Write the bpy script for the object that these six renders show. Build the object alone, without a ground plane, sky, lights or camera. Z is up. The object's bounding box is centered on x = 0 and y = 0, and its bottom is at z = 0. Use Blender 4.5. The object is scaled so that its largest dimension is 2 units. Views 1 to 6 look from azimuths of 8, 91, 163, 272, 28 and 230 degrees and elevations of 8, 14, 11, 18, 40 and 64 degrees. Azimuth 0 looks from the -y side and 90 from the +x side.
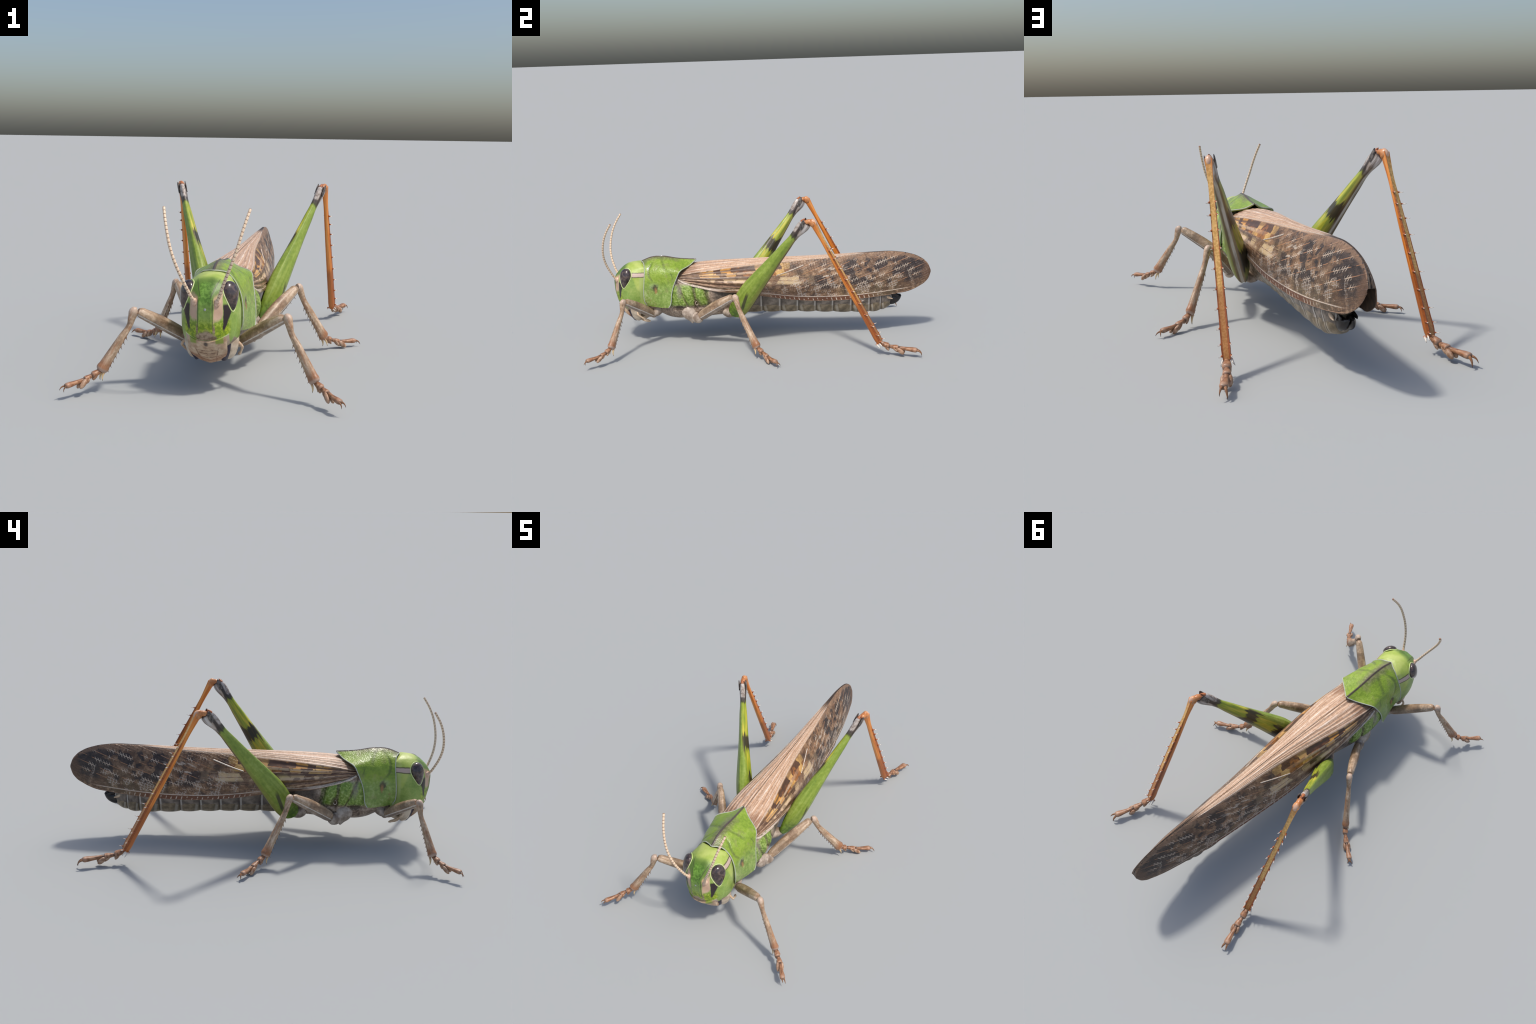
"""A green-and-brown migratory locust standing on six legs, built part by part.
Frame: metres, z up, head towards -y, body symmetric about x = 0."""
import bpy, math, random
import numpy as np
from mathutils import Vector, Matrix

random.seed(7)
rng = np.random.default_rng(7)

# ------------------------------------------------------------------ helpers
def srgb(r, g, b, gain=1.0):
    def f(c):
        c /= 255.0
        return c / 12.92 if c <= 0.04045 else ((c + 0.055) / 1.055) ** 2.4
    return (f(r) * gain, f(g) * gain, f(b) * gain, 1.0)


def spline(xs, ys, xq):
    """Monotone-ish cubic (Catmull-Rom on uneven knots) through a table; ys may be n x k."""
    xs = np.asarray(xs, float)
    ys = np.asarray(ys, float)
    flat = ys.ndim == 1
    if flat:
        ys = ys[:, None]
    d = np.diff(ys, axis=0) / np.diff(xs)[:, None]
    m = np.zeros_like(ys)
    m[0], m[-1] = d[0], d[-1]
    h = np.diff(xs)[:, None]
    m[1:-1] = (d[:-1] * h[1:] + d[1:] * h[:-1]) / (h[1:] + h[:-1])
    xq = np.clip(np.asarray(xq, float), xs[0], xs[-1])
    i = np.clip(np.searchsorted(xs, xq, side='right') - 1, 0, len(xs) - 2)
    hh = (xs[i + 1] - xs[i])[:, None]
    t = ((xq - xs[i])[:, None]) / hh
    out = ((2 * t**3 - 3 * t**2 + 1) * ys[i] + (t**3 - 2 * t**2 + t) * hh * m[i]
           + (-2 * t**3 + 3 * t**2) * ys[i + 1] + (t**3 - t**2) * hh * m[i + 1])
    return out[:, 0] if flat else out


def resample(pts, n):
    pts = np.asarray(pts, float)
    s = np.concatenate([[0], np.cumsum(np.linalg.norm(np.diff(pts, axis=0), axis=1))])
    return spline(s, pts, np.linspace(0, s[-1], n))


def smooth(v, a, b):
    t = np.clip((np.asarray(v, float) - a) / (b - a), 0, 1)
    return t * t * (3 - 2 * t)


ROOT = None


def make_obj(name, verts, faces, mats, parent=None, matrix=None, sharp=40, face_mat=None):
    """verts are world coordinates; matrix (if given) becomes the object's frame."""
    me = bpy.data.meshes.new(name)
    vs = [Vector(v) for v in verts]
    if matrix is not None:
        inv = matrix.inverted()
        vs = [inv @ v for v in vs]
    me.from_pydata([tuple(v) for v in vs], [], [tuple(int(i) for i in f) for f in faces])
    import bmesh
    bm = bmesh.new()
    bm.from_mesh(me)
    bmesh.ops.recalc_face_normals(bm, faces=bm.faces)
    bm.to_mesh(me)
    bm.free()
    for m in (mats if isinstance(mats, (list, tuple)) else [mats]):
        me.materials.append(m)
    if face_mat is not None:
        me.polygons.foreach_set('material_index', face_mat)
    me.polygons.foreach_set('use_smooth', [True] * len(me.polygons))
    me.set_sharp_from_angle(angle=math.radians(sharp))
    me.update()
    ob = bpy.data.objects.new(name, me)
    bpy.context.collection.objects.link(ob)
    if parent is not None:
        ob.parent = parent
    if matrix is not None:
        ob.matrix_basis = matrix
    return ob


def twin(ob, parent, mirror):
    """Share mesh data; mirror=True flips the copy across x = 0."""
    c = ob.copy()
    bpy.context.collection.objects.link(c)
    c.parent = parent
    c.matrix_basis = (Matrix.Scale(-1, 4, (1, 0, 0)) @ ob.matrix_basis) if mirror else ob.matrix_basis.copy()
    return c


def loft(rings, closed=True, cap=(True, True)):
    """rings: list of equally long point lists -> verts, faces."""
    n = len(rings[0])
    v = [p for r in rings for p in r]
    f = []
    for i in range(len(rings) - 1):
        for j in range(n if closed else n - 1):
            k = (j + 1) % n
            f.append((i * n + j, i * n + k, (i + 1) * n + k, (i + 1) * n + j))
    if closed:
        for e, on in ((0, cap[0]), (len(rings) - 1, cap[1])):
            if on:
                c = np.mean(np.asarray(rings[e]), axis=0)
                v.append(c)
                ci = len(v) - 1
                for j in range(n):
                    f.append((e * n + j, e * n + (j + 1) % n, ci))
    return v, f


def join(parts):
    V, F = [], []
    for v, f in parts:
        o = len(V)
        V += list(v)
        F += [tuple(i + o for i in q) for q in f]
    return V, F


def frame_at(p, x, y_hint):
    x = Vector(x).normalized()
    y = Vector(y_hint)
    y = (y - x * y.dot(x)).normalized()
    z = x.cross(y)
    m = Matrix((x, y, z)).transposed().to_4x4()
    m.translation = Vector(p)
    return m


def tube(path, radii, side, n=14, steps=None, flat=None, expo=2.0, section=None, cap=(True, True)):
    """Loft along a path. radii: (in-plane half-width, half-thickness) per control point.
    side: direction of the in-plane axis. section: optional unit profile."""
    path = np.asarray(path, float)
    radii = np.asarray([(r, r) if np.isscalar(r) else r for r in radii], float)
    s = np.concatenate([[0], np.cumsum(np.linalg.norm(np.diff(path, axis=0), axis=1))])
    steps = steps or max(6, len(path) * 5)
    q = np.unique(np.concatenate([np.linspace(0, s[-1], steps), s]))
    P = spline(s, path, q)
    R = spline(s, radii, q)
    T = np.gradient(P, axis=0)
    rings = []
    if section is None:
        a = np.linspace(0, 2 * np.pi, n, endpoint=False)
        c, d = np.cos(a), np.sin(a)
        sec = np.stack([np.sign(c) * np.abs(c) ** (2 / expo), np.sign(d) * np.abs(d) ** (2 / expo)], 1)
    else:
        sec = np.asarray(section, float)
    side = np.asarray(side, float)
    for i in range(len(P)):
        t = T[i] / np.linalg.norm(T[i])
        y = side - t * side.dot(t)
        y /= np.linalg.norm(y)
        z = np.cross(t, y)
        rings.append([P[i] + y * R[i, 0] * u + z * R[i, 1] * w for u, w in sec])
    return loft(rings, True, cap)


def ellipsoid(c, ax, ay, az, n=20, m=12):
    """ax, ay, az: semi-axis vectors."""
    c, ax, ay, az = (np.asarray(q, float) for q in (c, ax, ay, az))
    rings = []
    for i in range(1, m):
        th = math.pi * i / m
        rings.append([c + az * math.cos(th) + (ax * math.cos(p) + ay * math.sin(p)) * math.sin(th)
                      for p in np.linspace(0, 2 * math.pi, n, endpoint=False)])
    v, f = loft(rings, True, (False, False))
    v = list(v) + [c + az, c - az]
    a, b = len(v) - 2, len(v) - 1
    o = (m - 2) * n
    for j in range(n):
        f.append((j, (j + 1) % n, a))
        f.append((o + (j + 1) % n, o + j, b))
    return v, f


def spike(base, tip, r, bend=(0, 0, 0), n=8):
    base, tip, bend = (np.asarray(q, float) for q in (base, tip, bend))
    ts = (0, .25, .5, .75, .93, 1)
    path = [base + (tip - base) * t + bend * (4 * t * (1 - t)) for t in ts]
    rad = [r * k for k in (1, .86, .66, .42, .18, .04)]
    d = tip - base
    side = np.cross(d, (0.3, 0.9, 0.2))
    return tube(path, rad, side, n=n, steps=10)


# ------------------------------------------------------------------ node helper
class G:
    def __init__(self, name, rough=0.5, spec=0.5):
        self.mat = bpy.data.materials.new(name)
        self.mat.use_nodes = True
        self.nt = self.mat.node_tree
        self.nt.nodes.clear()
        self.out = self.nt.nodes.new('ShaderNodeOutputMaterial')
        self.b = self.nt.nodes.new('ShaderNodeBsdfPrincipled')
        self.nt.links.new(self.b.outputs[0], self.out.inputs[0])
        self.b.inputs['Roughness'].default_value = rough
        self.b.inputs['Specular IOR Level'].default_value = spec
        tc = self.nt.nodes.new('ShaderNodeTexCoord')
        self.obj = tc.outputs['Object']
        s = self.nt.nodes.new('ShaderNodeSeparateXYZ')
        self.nt.links.new(self.obj, s.inputs[0])
        self.x, self.y, self.z = s.outputs
        self.ax = self.m('ABSOLUTE', self.x)

    def put(self, sock, v):
        if isinstance(v, bpy.types.NodeSocket):
            self.nt.links.new(v, sock)
        else:
            if sock.type == 'RGBA' and len(v) == 3:
                v = (*v, 1)
            sock.default_value = v

    def m(self, op, a, b=0.0, c=None, clamp=False):
        n = self.nt.nodes.new('ShaderNodeMath')
        n.operation = op
        n.use_clamp = clamp
        self.put(n.inputs[0], a)
        self.put(n.inputs[1], b)
        if c is not None:
            self.put(n.inputs[2], c)
        return n.outputs[0]

    def add(self, a, b): return self.m('ADD', a, b)
    def sub(self, a, b): return self.m('SUBTRACT', a, b)
    def mul(self, *a):
        r = a[0]
        for k in a[1:]:
            r = self.m('MULTIPLY', r, k)
        return r
    def max(self, *a):
        r = a[0]
        for k in a[1:]:
            r = self.m('MAXIMUM', r, k)
        return r
    def inv(self, a): return self.m('SUBTRACT', 1.0, a)

    def lin(self, a=0, kx=0, ky=0, kz=0):
        """a + kx*x + ky*y + kz*z"""
        r = a
        for k, s in ((kx, self.x), (ky, self.y), (kz, self.z)):
            if k:
                r = self.m('MULTIPLY_ADD', s, k, r)
        return r

    def ss(self, v, a, b, lo=0.0, hi=1.0):
        n = self.nt.nodes.new('ShaderNodeMapRange')
        n.interpolation_type = 'SMOOTHSTEP'
        self.put(n.inputs[0], v)
        if a > b:
            a, b, lo, hi = b, a, hi, lo
        for i, q in zip((1, 2, 3, 4), (a, b, lo, hi)):
            n.inputs[i].default_value = q
        return n.outputs[0]

    def band(self, v, lo, hi, soft):
        return self.mul(self.ss(v, lo - soft, lo + soft), self.ss(v, hi + soft, hi - soft))

    def line(self, v, c, w, soft):
        """1 on |v-c|<w"""
        return self.ss(self.m('ABSOLUTE', self.sub(v, c)), w + soft, w)

    def spot(self, cx, cy, cz, rx, ry, rz, soft=0.5, wob=None, use_ax=True):
        d = None
        for s, c, r in ((self.ax if use_ax else self.x, cx, rx), (self.y, cy, ry), (self.z, cz, rz)):
            if r is None:
                continue
            q = self.m('POWER', self.m('MULTIPLY', self.sub(s, c), 1.0 / r), 2.0)
            d = q if d is None else self.add(d, q)
        d = self.m('SQRT', d)
        if wob is not None:
            d = self.add(d, wob)
        return self.ss(d, 1 + soft, 1 - soft)

    def mix(self, f, a, b, mode='MIX'):
        n = self.nt.nodes.new('ShaderNodeMix')
        n.data_type = 'RGBA'
        n.blend_type = mode
        self.put(n.inputs[0], f)
        self.put(n.inputs[6], a)
        self.put(n.inputs[7], b)
        return n.outputs[2]

    def ramp(self, f, stops, interp='LINEAR'):
        n = self.nt.nodes.new('ShaderNodeValToRGB')
        n.color_ramp.interpolation = interp
        el = n.color_ramp.elements
        while len(el) > 1:
            el.remove(el[-1])
        el[0].position, el[0].color = stops[0][0], stops[0][1]
        for p, c in stops[1:]:
            e = el.new(p)
            e.color = c
        self.put(n.inputs[0], f)
        return n.outputs[0]

    def comb(self, x, y, z=0.0):
        n = self.nt.nodes.new('ShaderNodeCombineXYZ')
        for i, v in enumerate((x, y, z)):
            self.put(n.inputs[i], v)
        return n.outputs[0]

    def vec(self, sx=1, sy=1, sz=1):
        n = self.nt.nodes.new('ShaderNodeMapping')
        self.nt.links.new(self.obj, n.inputs[0])
        n.inputs['Scale'].default_value = (sx, sy, sz)
        return n.outputs[0]

    def noise(self, v=None, scale=10, detail=3, rough=0.55, dist=0.0):
        n = self.nt.nodes.new('ShaderNodeTexNoise')
        self.put(n.inputs['Vector'], v if v is not None else self.obj)
        n.inputs['Scale'].default_value = scale
        n.inputs['Detail'].default_value = detail
        n.inputs['Roughness'].default_value = rough
        n.inputs['Distortion'].default_value = dist
        return n.outputs[0]

    def vor(self, v=None, scale=10, feature='F1', rand=1.0, out='Distance'):
        n = self.nt.nodes.new('ShaderNodeTexVoronoi')
        n.feature = feature
        self.put(n.inputs['Vector'], v if v is not None else self.obj)
        n.inputs['Scale'].default_value = scale
        n.inputs['Randomness'].default_value = rand
        return n.outputs[out]

    def first(self, c):
        n = self.nt.nodes.new('ShaderNodeSeparateColor')
        self.put(n.inputs[0], c)
        return n.outputs[0]

    def curve(self, v, table):
        """table lookup: [(input, output)...] through a Float Curve."""
        xs = [p[0] for p in table]
        ys = [p[1] for p in table]
        x0, x1, y0, y1 = min(xs), max(xs), min(ys), max(ys)
        n = self.nt.nodes.new('ShaderNodeFloatCurve')
        c = n.mapping.curves[0]
        P = [((x - x0) / (x1 - x0), (y - y0) / (y1 - y0)) for x, y in table]
        c.points[0].location = P[0]
        c.points[1].location = P[-1]
        for p in P[1:-1]:
            c.points.new(*p)
        n.mapping.update()
        n.inputs[0].default_value = 1.0
        self.put(n.inputs[1], self.m('MULTIPLY_ADD', v, 1 / (x1 - x0), -x0 / (x1 - x0), True))
        return self.m('MULTIPLY_ADD', n.outputs[0], y1 - y0, y0)

    def geo(self, out):
        n = self.nt.nodes.new('ShaderNodeNewGeometry')
        return n.outputs[out]

    def done(self, color, bump=None, dist=0.004, strength=0.6, rough=None):
        self.put(self.b.inputs['Base Color'], color)
        if rough is not None:
            self.put(self.b.inputs['Roughness'], rough)
        if bump is not None:
            n = self.nt.nodes.new('ShaderNodeBump')
            n.inputs['Distance'].default_value = dist
            n.inputs['Strength'].default_value = strength
            self.put(n.inputs['Height'], bump)
            self.nt.links.new(n.outputs[0], self.b.inputs['Normal'])
        return self.mat


BLACK = srgb(34, 27, 27)

# ------------------------------------------------------------------ wing tables (right wing)
# y, z at mid seam, ridge x, ridge z, lower edge x, lower edge z
WING = np.array([
    (-.520, .440, .098, .412, .112, .400), (-.480, .452, .101, .419, .118, .372), (-.400, .463, .101, .433, .122, .343),
    (-.300, .470, .095, .445, .124, .316), (-.150, .476, .075, .454, .132, .301), (.000, .480, .055, .462, .136, .279),
    (.120, .483, .043, .468, .129, .257), (.250, .485, .034, .475, .115, .239), (.400, .489, .026, .483, .100, .230),
    (.550, .494, .017, .492, .086, .231), (.650, .4975, .010, .497, .076, .237), (.780, .4985, .005, .4985, .060, .250),
    (.870, .484, .004, .484, .046, .262), (.930, .462, .005, .462, .038, .288), (.970, .434, .007, .434, .032, .315),
    (.990, .408, .010, .408, .024, .340), (1.000, .380, .0125, .380, .015, .364)])


def wing_pt(y, c, lift=0.0):
    """c 0..1 across the dorsal field, 1..2 down the side field."""
    w = spline(WING[:, 0], WING[:, 1:], [y])[0]
    zm, xr, zr, xb, zb = w
    if c <= 1:
        x = .0012 + (xr - .0012) * c
        z = zm + (zr - zm) * c ** 1.8
        fold = math.sin((c + .06 * math.sin(9 * c)) * math.pi * 4.0) ** 2 * .0026 * float(smooth(xr, .012, .06)) * (1 if y > -.47 else .4)
        return np.array((x, y, z + fold - .0015 + lift))
    u = c - 1
    bul = .020 * float(smooth(y, -.52, -.2)) * float(smooth(y, 1.0, .75)) + .004
    bx = 4 * u * (1 - u) * bul
    groove = -.004 * float(np.exp(-((u - .82) / .05) ** 2)) * float(smooth(y, .8, .3))
    fan = .0022 * math.sin(u * 34) * float(smooth(y, .15, -.25))
    return np.array((xr + (xb - xr) * u + bx + groove + fan + lift, y, zr + (zb - zr) * u))


# ------------------------------------------------------------------ materials
def mat_head():
    g = G('head_skin', .42)
    n1 = g.noise(scale=16, detail=4)
    n2 = g.noise(scale=90, detail=3)
    nx = g.mul(g.sub(n1, .5), .012)
    x = g.add(g.ax, nx)
    z = g.add(g.z, nx)
    col = g.ramp(g.add(g.mul(n1, .6), g.mul(n2, .4)), [(.3, srgb(118, 148, 64)), (.5, srgb(142, 168, 80)), (.70, srgb(168, 184, 102))])
    # pale lime crown and back of the head
    crown = g.mul(g.ss(g.add(g.z, g.mul(g.ss(g.y, -.80, -.74), .12)), .435, .47), g.ss(g.add(g.y, nx), -.838, -.80))
    col = g.mix(crown, col, g.mix(g.ss(n1, .3, .7), srgb(152, 174, 68), srgb(182, 194, 104)))
    col = g.mix(g.mul(g.ss(g.add(g.y, nx), -.742, -.730), g.ss(g.z, .455, .42), .65), col, srgb(168, 184, 108))
    # dark green brow between the eyes
    brow = g.mul(g.ss(g.y, -.802, -.842), g.ss(z, .385, .415))
    col = g.mix(g.mul(brow, .85), col, srgb(84, 116, 36))
    front = g.ss(g.y, -.835, -.855)
    # frontal ridge, yellow green lower face
    col = g.mix(g.mul(front, g.ss(z, .335, .40), g.ss(g.ax, .03, .024)), col, g.mix(g.ss(n2, .4, .6), srgb(84, 122, 36), srgb(112, 152, 58)))
    low = g.mul(front, g.ss(g.add(z, g.mul(g.sub(n2, .5), .06)), .335, .285))
    col = g.mix(low, col, g.mix(g.ss(n2, .38, .64), srgb(108, 136, 14), srgb(164, 182, 40)))
    # brown patch above the lip line
    fz = g.mul(g.sub(g.noise(scale=70, detail=5), .5), .030)
    br = g.mul(front, g.ss(g.add(g.add(z, fz), g.mul(g.ax, 0.55)), .288, .266), g.ss(g.add(x, fz), .048, .036))
    br = g.max(br, g.mul(front, g.line(g.add(x, g.mul(fz, .3)), .033, .002, .005), g.band(z, .26, .295, .015)))
    col = g.mix(g.mul(br, .95), col, g.mix(g.ss(g.noise(scale=60, detail=5), .38, .62), srgb(116, 92, 76), srgb(170, 146, 126)))
    # fleshy panels round the antenna sockets
    pz = g.add(g.add(z, fz), g.mul(g.ax, -.45))
    pan = g.mul(g.ss(g.y, -.828, -.845), g.band(g.add(x, g.mul(fz, .12)), .031, .0635, .002), g.ss(pz, .286, .304), g.ss(pz, .405, .372))
    col = g.mix(pan, col, g.mix(n1, srgb(170, 134, 110), srgb(226, 196, 168)))
    # black wedge below the eye
    t = g.ss(z, .27, .345)
    blk = g.mul(g.ss(g.y, -.815, -.83), g.ss(x, .0645, .0665), g.ss(g.add(g.sub(x, g.mul(g.sub(z, .28), .30)), g.mul(fz, .18)), .077, .0715), g.ss(g.add(z, g.mul(fz, .5)), .264, .284), g.ss(z, .381, .369))
    col = g.mix(blk, col, srgb(44, 32, 34))
    # dark keels along the frontal ridge and on the brow
    k1 = g.mul(front, g.line(g.ax, .0285, .0010, .0018), g.band(g.z, .285, .40, .01))
    k2 = g.mul(g.ss(g.y, -.80, -.815), g.line(g.sub(g.ax, g.mul(g.sub(g.z, .41), .42)), .0215, .0011, .002), g.band(g.z, .405, .463, .006))
    col = g.mix(g.mul(g.max(k1, k2), .75), col, srgb(66, 70, 42))
    # stripe behind the eye
    zs = g.add(g.z, nx)
    on = g.mul(g.ss(g.ax, .045, .06), g.ss(g.y, -.80, -.79))
    st = g.mul(on, g.band(zs, .405, .434, .002))
    inn = g.mul(on, g.band(zs, .410, .429, .002))
    col = g.mix(g.mul(st, .85), col, srgb(74, 60, 48))
    col = g.mix(inn, col, srgb(194, 170, 156))
    # lip line and pale palate below
    lz = g.add(.230, g.mul(g.m('POWER', g.m('DIVIDE', g.ax, .086), 2), .027))
    d = g.sub(g.z, lz)
    infront = g.mul(g.ss(g.y, -.80, -.815), g.ss(g.ax, .0875, .0845))
    col = g.mix(g.mul(infront, g.ss(d, .002, -.002)), col, srgb(178, 158, 138))
    col = g.mix(g.mul(infront, g.line(d, 0, .0018, .0015)), col, srgb(190, 208, 140))
    lowc = g.mul(g.ss(g.add(g.z, g.mul(g.add(g.y, .78), .42)), .226, .222), g.ss(g.y, -.825, -.815))
    col = g.mix(lowc, col, srgb(150, 132, 112))
    # cheek fold
    ck = g.line(g.add(g.y, g.mul(g.z, -.10)), -.843, .0012, .003)
    col = g.mix(g.mul(ck, g.ss(g.z, .34, .30), .35), col, srgb(150, 190, 100))
    return g.done(col, g.add(g.mul(n2, .5), g.mul(g.noise(scale=240), .5)), .002, .55)


def mat_pronotum():
    g = G('pronotum_shell', .34)
    n1 = g.noise(scale=14, detail=4)
    n2 = g.noise(scale=70, detail=4)
    w = g.mul(g.sub(n1, .5), .03)
    col = g.ramp(g.add(g.mul(n1, .55), g.mul(n2, .45)), [(.32, srgb(104, 130, 36)), (.5, srgb(130, 156, 44)), (.68, srgb(152, 174, 66))])
    side = g.ss(g.z, .40, .33)
    pale = g.ramp(g.add(g.mul(n1, .4), g.mul(n2, .6)), [(.35, srgb(108, 136, 60)), (.52, srgb(138, 162, 82)), (.66, srgb(172, 186, 126))])
    col = g.mix(g.mul(side, .85), col, pale)
    # rusty flecks low on the flanks
    fl = g.mul(g.ss(g.noise(scale=38, detail=4), .56, .66), g.ss(g.z, .34, .27), g.ss(g.y, -.66, -.685))
    col = g.mix(g.mul(fl, .7), col, srgb(140, 112, 72))
    # mid keel and its greyish shoulders
    kx = g.add(g.ax, g.mul(w, .5))
    sh = g.mul(g.ss(g.add(kx, g.mul(g.sub(g.noise(scale=45), .5), .03)), .042, .010), g.ss(g.y, -.47, -.57), g.ss(g.z, .44, .46))
    col = g.mix(g.mul(sh, .8), col, g.mix(g.ss(n2, .4, .6), srgb(102, 98, 66), srgb(128, 122, 92)))
    fr = g.mul(g.ss(g.add(g.y, g.mul(g.ax, .3)), -.672, -.70), g.ss(g.z, .445, .47))
    col = g.mix(g.mul(fr, .75), col, g.mix(n1, srgb(92, 100, 58), srgb(124, 132, 84)))
    mott = g.mul(g.ss(g.noise(scale=24, detail=5), .52, .66), .45)
    col = g.mix(mott, col, srgb(140, 140, 84))
    col = g.mix(g.mul(g.ss(g.ax, .0085, .0035), g.ss(g.z, .45, .47), .92), col, srgb(76, 60, 56))
    # sulci: curved dark furrows
    yy = g.add(g.y, g.mul(w, .35))
    s1 = g.line(g.add(yy, g.mul(g.m('POWER', g.sub(g.z, .435), 2), -9.0)), -.682, .002, .010)
    s1 = g.mul(s1, g.band(g.z, .385, .48, .02), g.ss(g.ax, .018, .03))
    s2 = g.line(g.add(yy, g.mul(g.ax, -.35)), -.618, .001, .014)
    s2 = g.mul(s2, g.ss(g.z, .43, .46), .8)
    s3 = g.mul(g.line(g.add(yy, g.mul(g.sub(g.z, .42), .35)), -.545, .0005, .005), g.band(g.z, .395, .43, .012))
    sul = g.max(s1, s2, s3)
    col = g.mix(g.mul(sul, .55), col, srgb(72, 82, 40))
    # dark flank spot with rusty heart
    wob = g.mul(g.sub(n2, .5), 1.5)
    sp = g.spot(.12, -.644, .342, None, .016, .022, .45, wob)
    ps = g.spot(.12, -.652, .358, None, .024, .016, .5, wob)
    col = g.mix(g.mul(ps, side, .45), col, srgb(172, 186, 150))
    col = g.mix(g.mul(sp, .9), col, srgb(66, 58, 38))
    col = g.mix(g.mul(g.spot(.12, -.640, .326, None, .007, .018, .6, wob), .8), col, srgb(158, 116, 70))
    b = g.add(g.mul(n2, .6), g.mul(g.vor(scale=150), .35))
    b = g.sub(b, g.mul(sul, .3))
    g.b.inputs['Coat Weight'].default_value = .15
    return g.done(col, b, .004, .6, g.ss(n2, .35, .65, .28, .46))


def mat_rim():
    g = G('pale_rim', .45)
    return g.done(g.mix(g.noise(scale=60), srgb(150, 158, 140), srgb(196, 200, 184)))


def mat_thorax():
    g = G('thorax_skin', .4)
    n1 = g.noise(scale=22, detail=4)
    n2 = g.noise(scale=90, detail=4)
    w = g.mul(g.sub(n1, .5), .018)
    grn = g.ramp(n2, [(.35, srgb(96, 122, 44)), (.5, srgb(126, 152, 58)), (.66, srgb(164, 182, 108))])
    tan = g.ramp(g.add(g.mul(n1, .5), g.mul(n2, .5)), [(.36, srgb(84, 70, 58)), (.5, srgb(150, 130, 112)), (.66, srgb(196, 176, 156))])
    zz = g.add(g.z, w)
    yy = g.add(g.y, w)
    up = g.mul(g.ss(zz, .222, .246), g.ss(yy, -.318, -.345), g.ss(zz, .372, .352))
    col = g.mix(up, tan, grn)
    # dark seams between the side plates
    f1 = g.mul(g.line(g.add(yy, g.mul(g.sub(g.z, .30), .42)), -.484, .0025, .006), .9)
    f2 = g.line(g.add(yy, g.mul(g.sub(g.z, .30), .10)), -.412, .003, .010)
    f3 = g.line(g.add(yy, g.mul(g.sub(g.z, .30), .25)), -.342, .003, .014)
    hi = g.ss(g.z, .20, .23)
    sm = g.mul(g.max(f1, f2, f3), hi)
    col = g.mix(g.mul(sm, .7), col, g.mix(g.ss(n2, .4, .6), srgb(70, 58, 44), srgb(120, 104, 84)))
    pk = g.mul(up, g.spot(.12, -.50, .33, None, .016, .045, .6, g.mul(g.sub(n2, .5), 1.5)), .6)
    col = g.mix(pk, col, srgb(150, 138, 128))
    pit = g.spot(.12, -.398, .245, None, .020, .030, .5, g.mul(g.sub(n2, .5), 1.2))
    col = g.mix(g.mul(pit, .8), col, srgb(78, 60, 46))
    dk = g.spot(.12, -.505, .222, None, .035, .016, .5, g.mul(g.sub(n2, .5), 1.5))
    col = g.mix(g.mul(dk, .85), col, srgb(58, 46, 30))
    dk2 = g.mul(g.ss(yy, -.32, -.28), g.ss(zz, .235, .28))
    col = g.mix(g.mul(dk2, .75), col, srgb(70, 62, 58))
    return g.done(col, g.add(n2, g.mul(g.vor(scale=120), .5)), .004, .6)


def mat_abdomen():
    g = G('abdomen_plates', .38)
    n1 = g.noise(g.vec(1, .1, 1), scale=30, detail=4)
    col = g.ramp(n1, [(.3, srgb(90, 79, 62)), (.5, srgb(122, 107, 84)), (.7, srgb(156, 140, 116))])  # browns darkened to carry the shade on the belly
    # local Y of each plate runs 0 (front) .. 1 (rear): grey shine painted as a pale band, then dark hind margin
    col = g.mix(g.mul(g.line(g.add(g.y, g.mul(g.z, 2.0)), .50, .03, .08), .45), col, srgb(190, 182, 168))
    col = g.mix(g.mul(g.line(g.y, .90, .015, .05), .5), col, srgb(188, 178, 164))
    col = g.mix(g.mul(g.ss(g.y, .06, .0), .6), col, srgb(104, 90, 62))
    col = g.mix(g.mul(g.ss(g.y, .93, .985), .8), col, srgb(62, 54, 48))
    return g.done(col, g.noise(g.vec(1, .1, 1), scale=60, detail=4), .002, .5)


def mat_tergite():
    g = G('back_plates', .36)
    n1 = g.noise(g.vec(1, .1, 1), scale=26, detail=4)
    col = g.ramp(n1, [(.3, srgb(82, 73, 66)), (.5, srgb(116, 105, 94)), (.7, srgb(152, 139, 126))])  # greys taken down for the shadow beneath the wings
    col = g.mix(g.mul(g.line(g.y, .895, .018, .035), .75), col, srgb(196, 190, 182))
    col = g.mix(g.mul(g.ss(g.y, .94, .985), .85), col, srgb(48, 42, 40))
    col = g.mix(g.mul(g.ss(g.y, .12, .0), .5), col, srgb(70, 60, 54))
    col = g.mix(g.mul(g.ss(g.z, -.004, .010), 0), col, BLACK)
    return g.done(col, g.noise(g.vec(1, .1, 1), scale=60, detail=4), .002, .5)


def mat_plain(name, a, b, rough=.5, scale=40, bump=.3):
    g = G(name, rough)
    n = g.noise(scale=scale, detail=4)
    return g.done(g.mix(g.ss(n, .35, .65), a, b), n, .002, bump)


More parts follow.
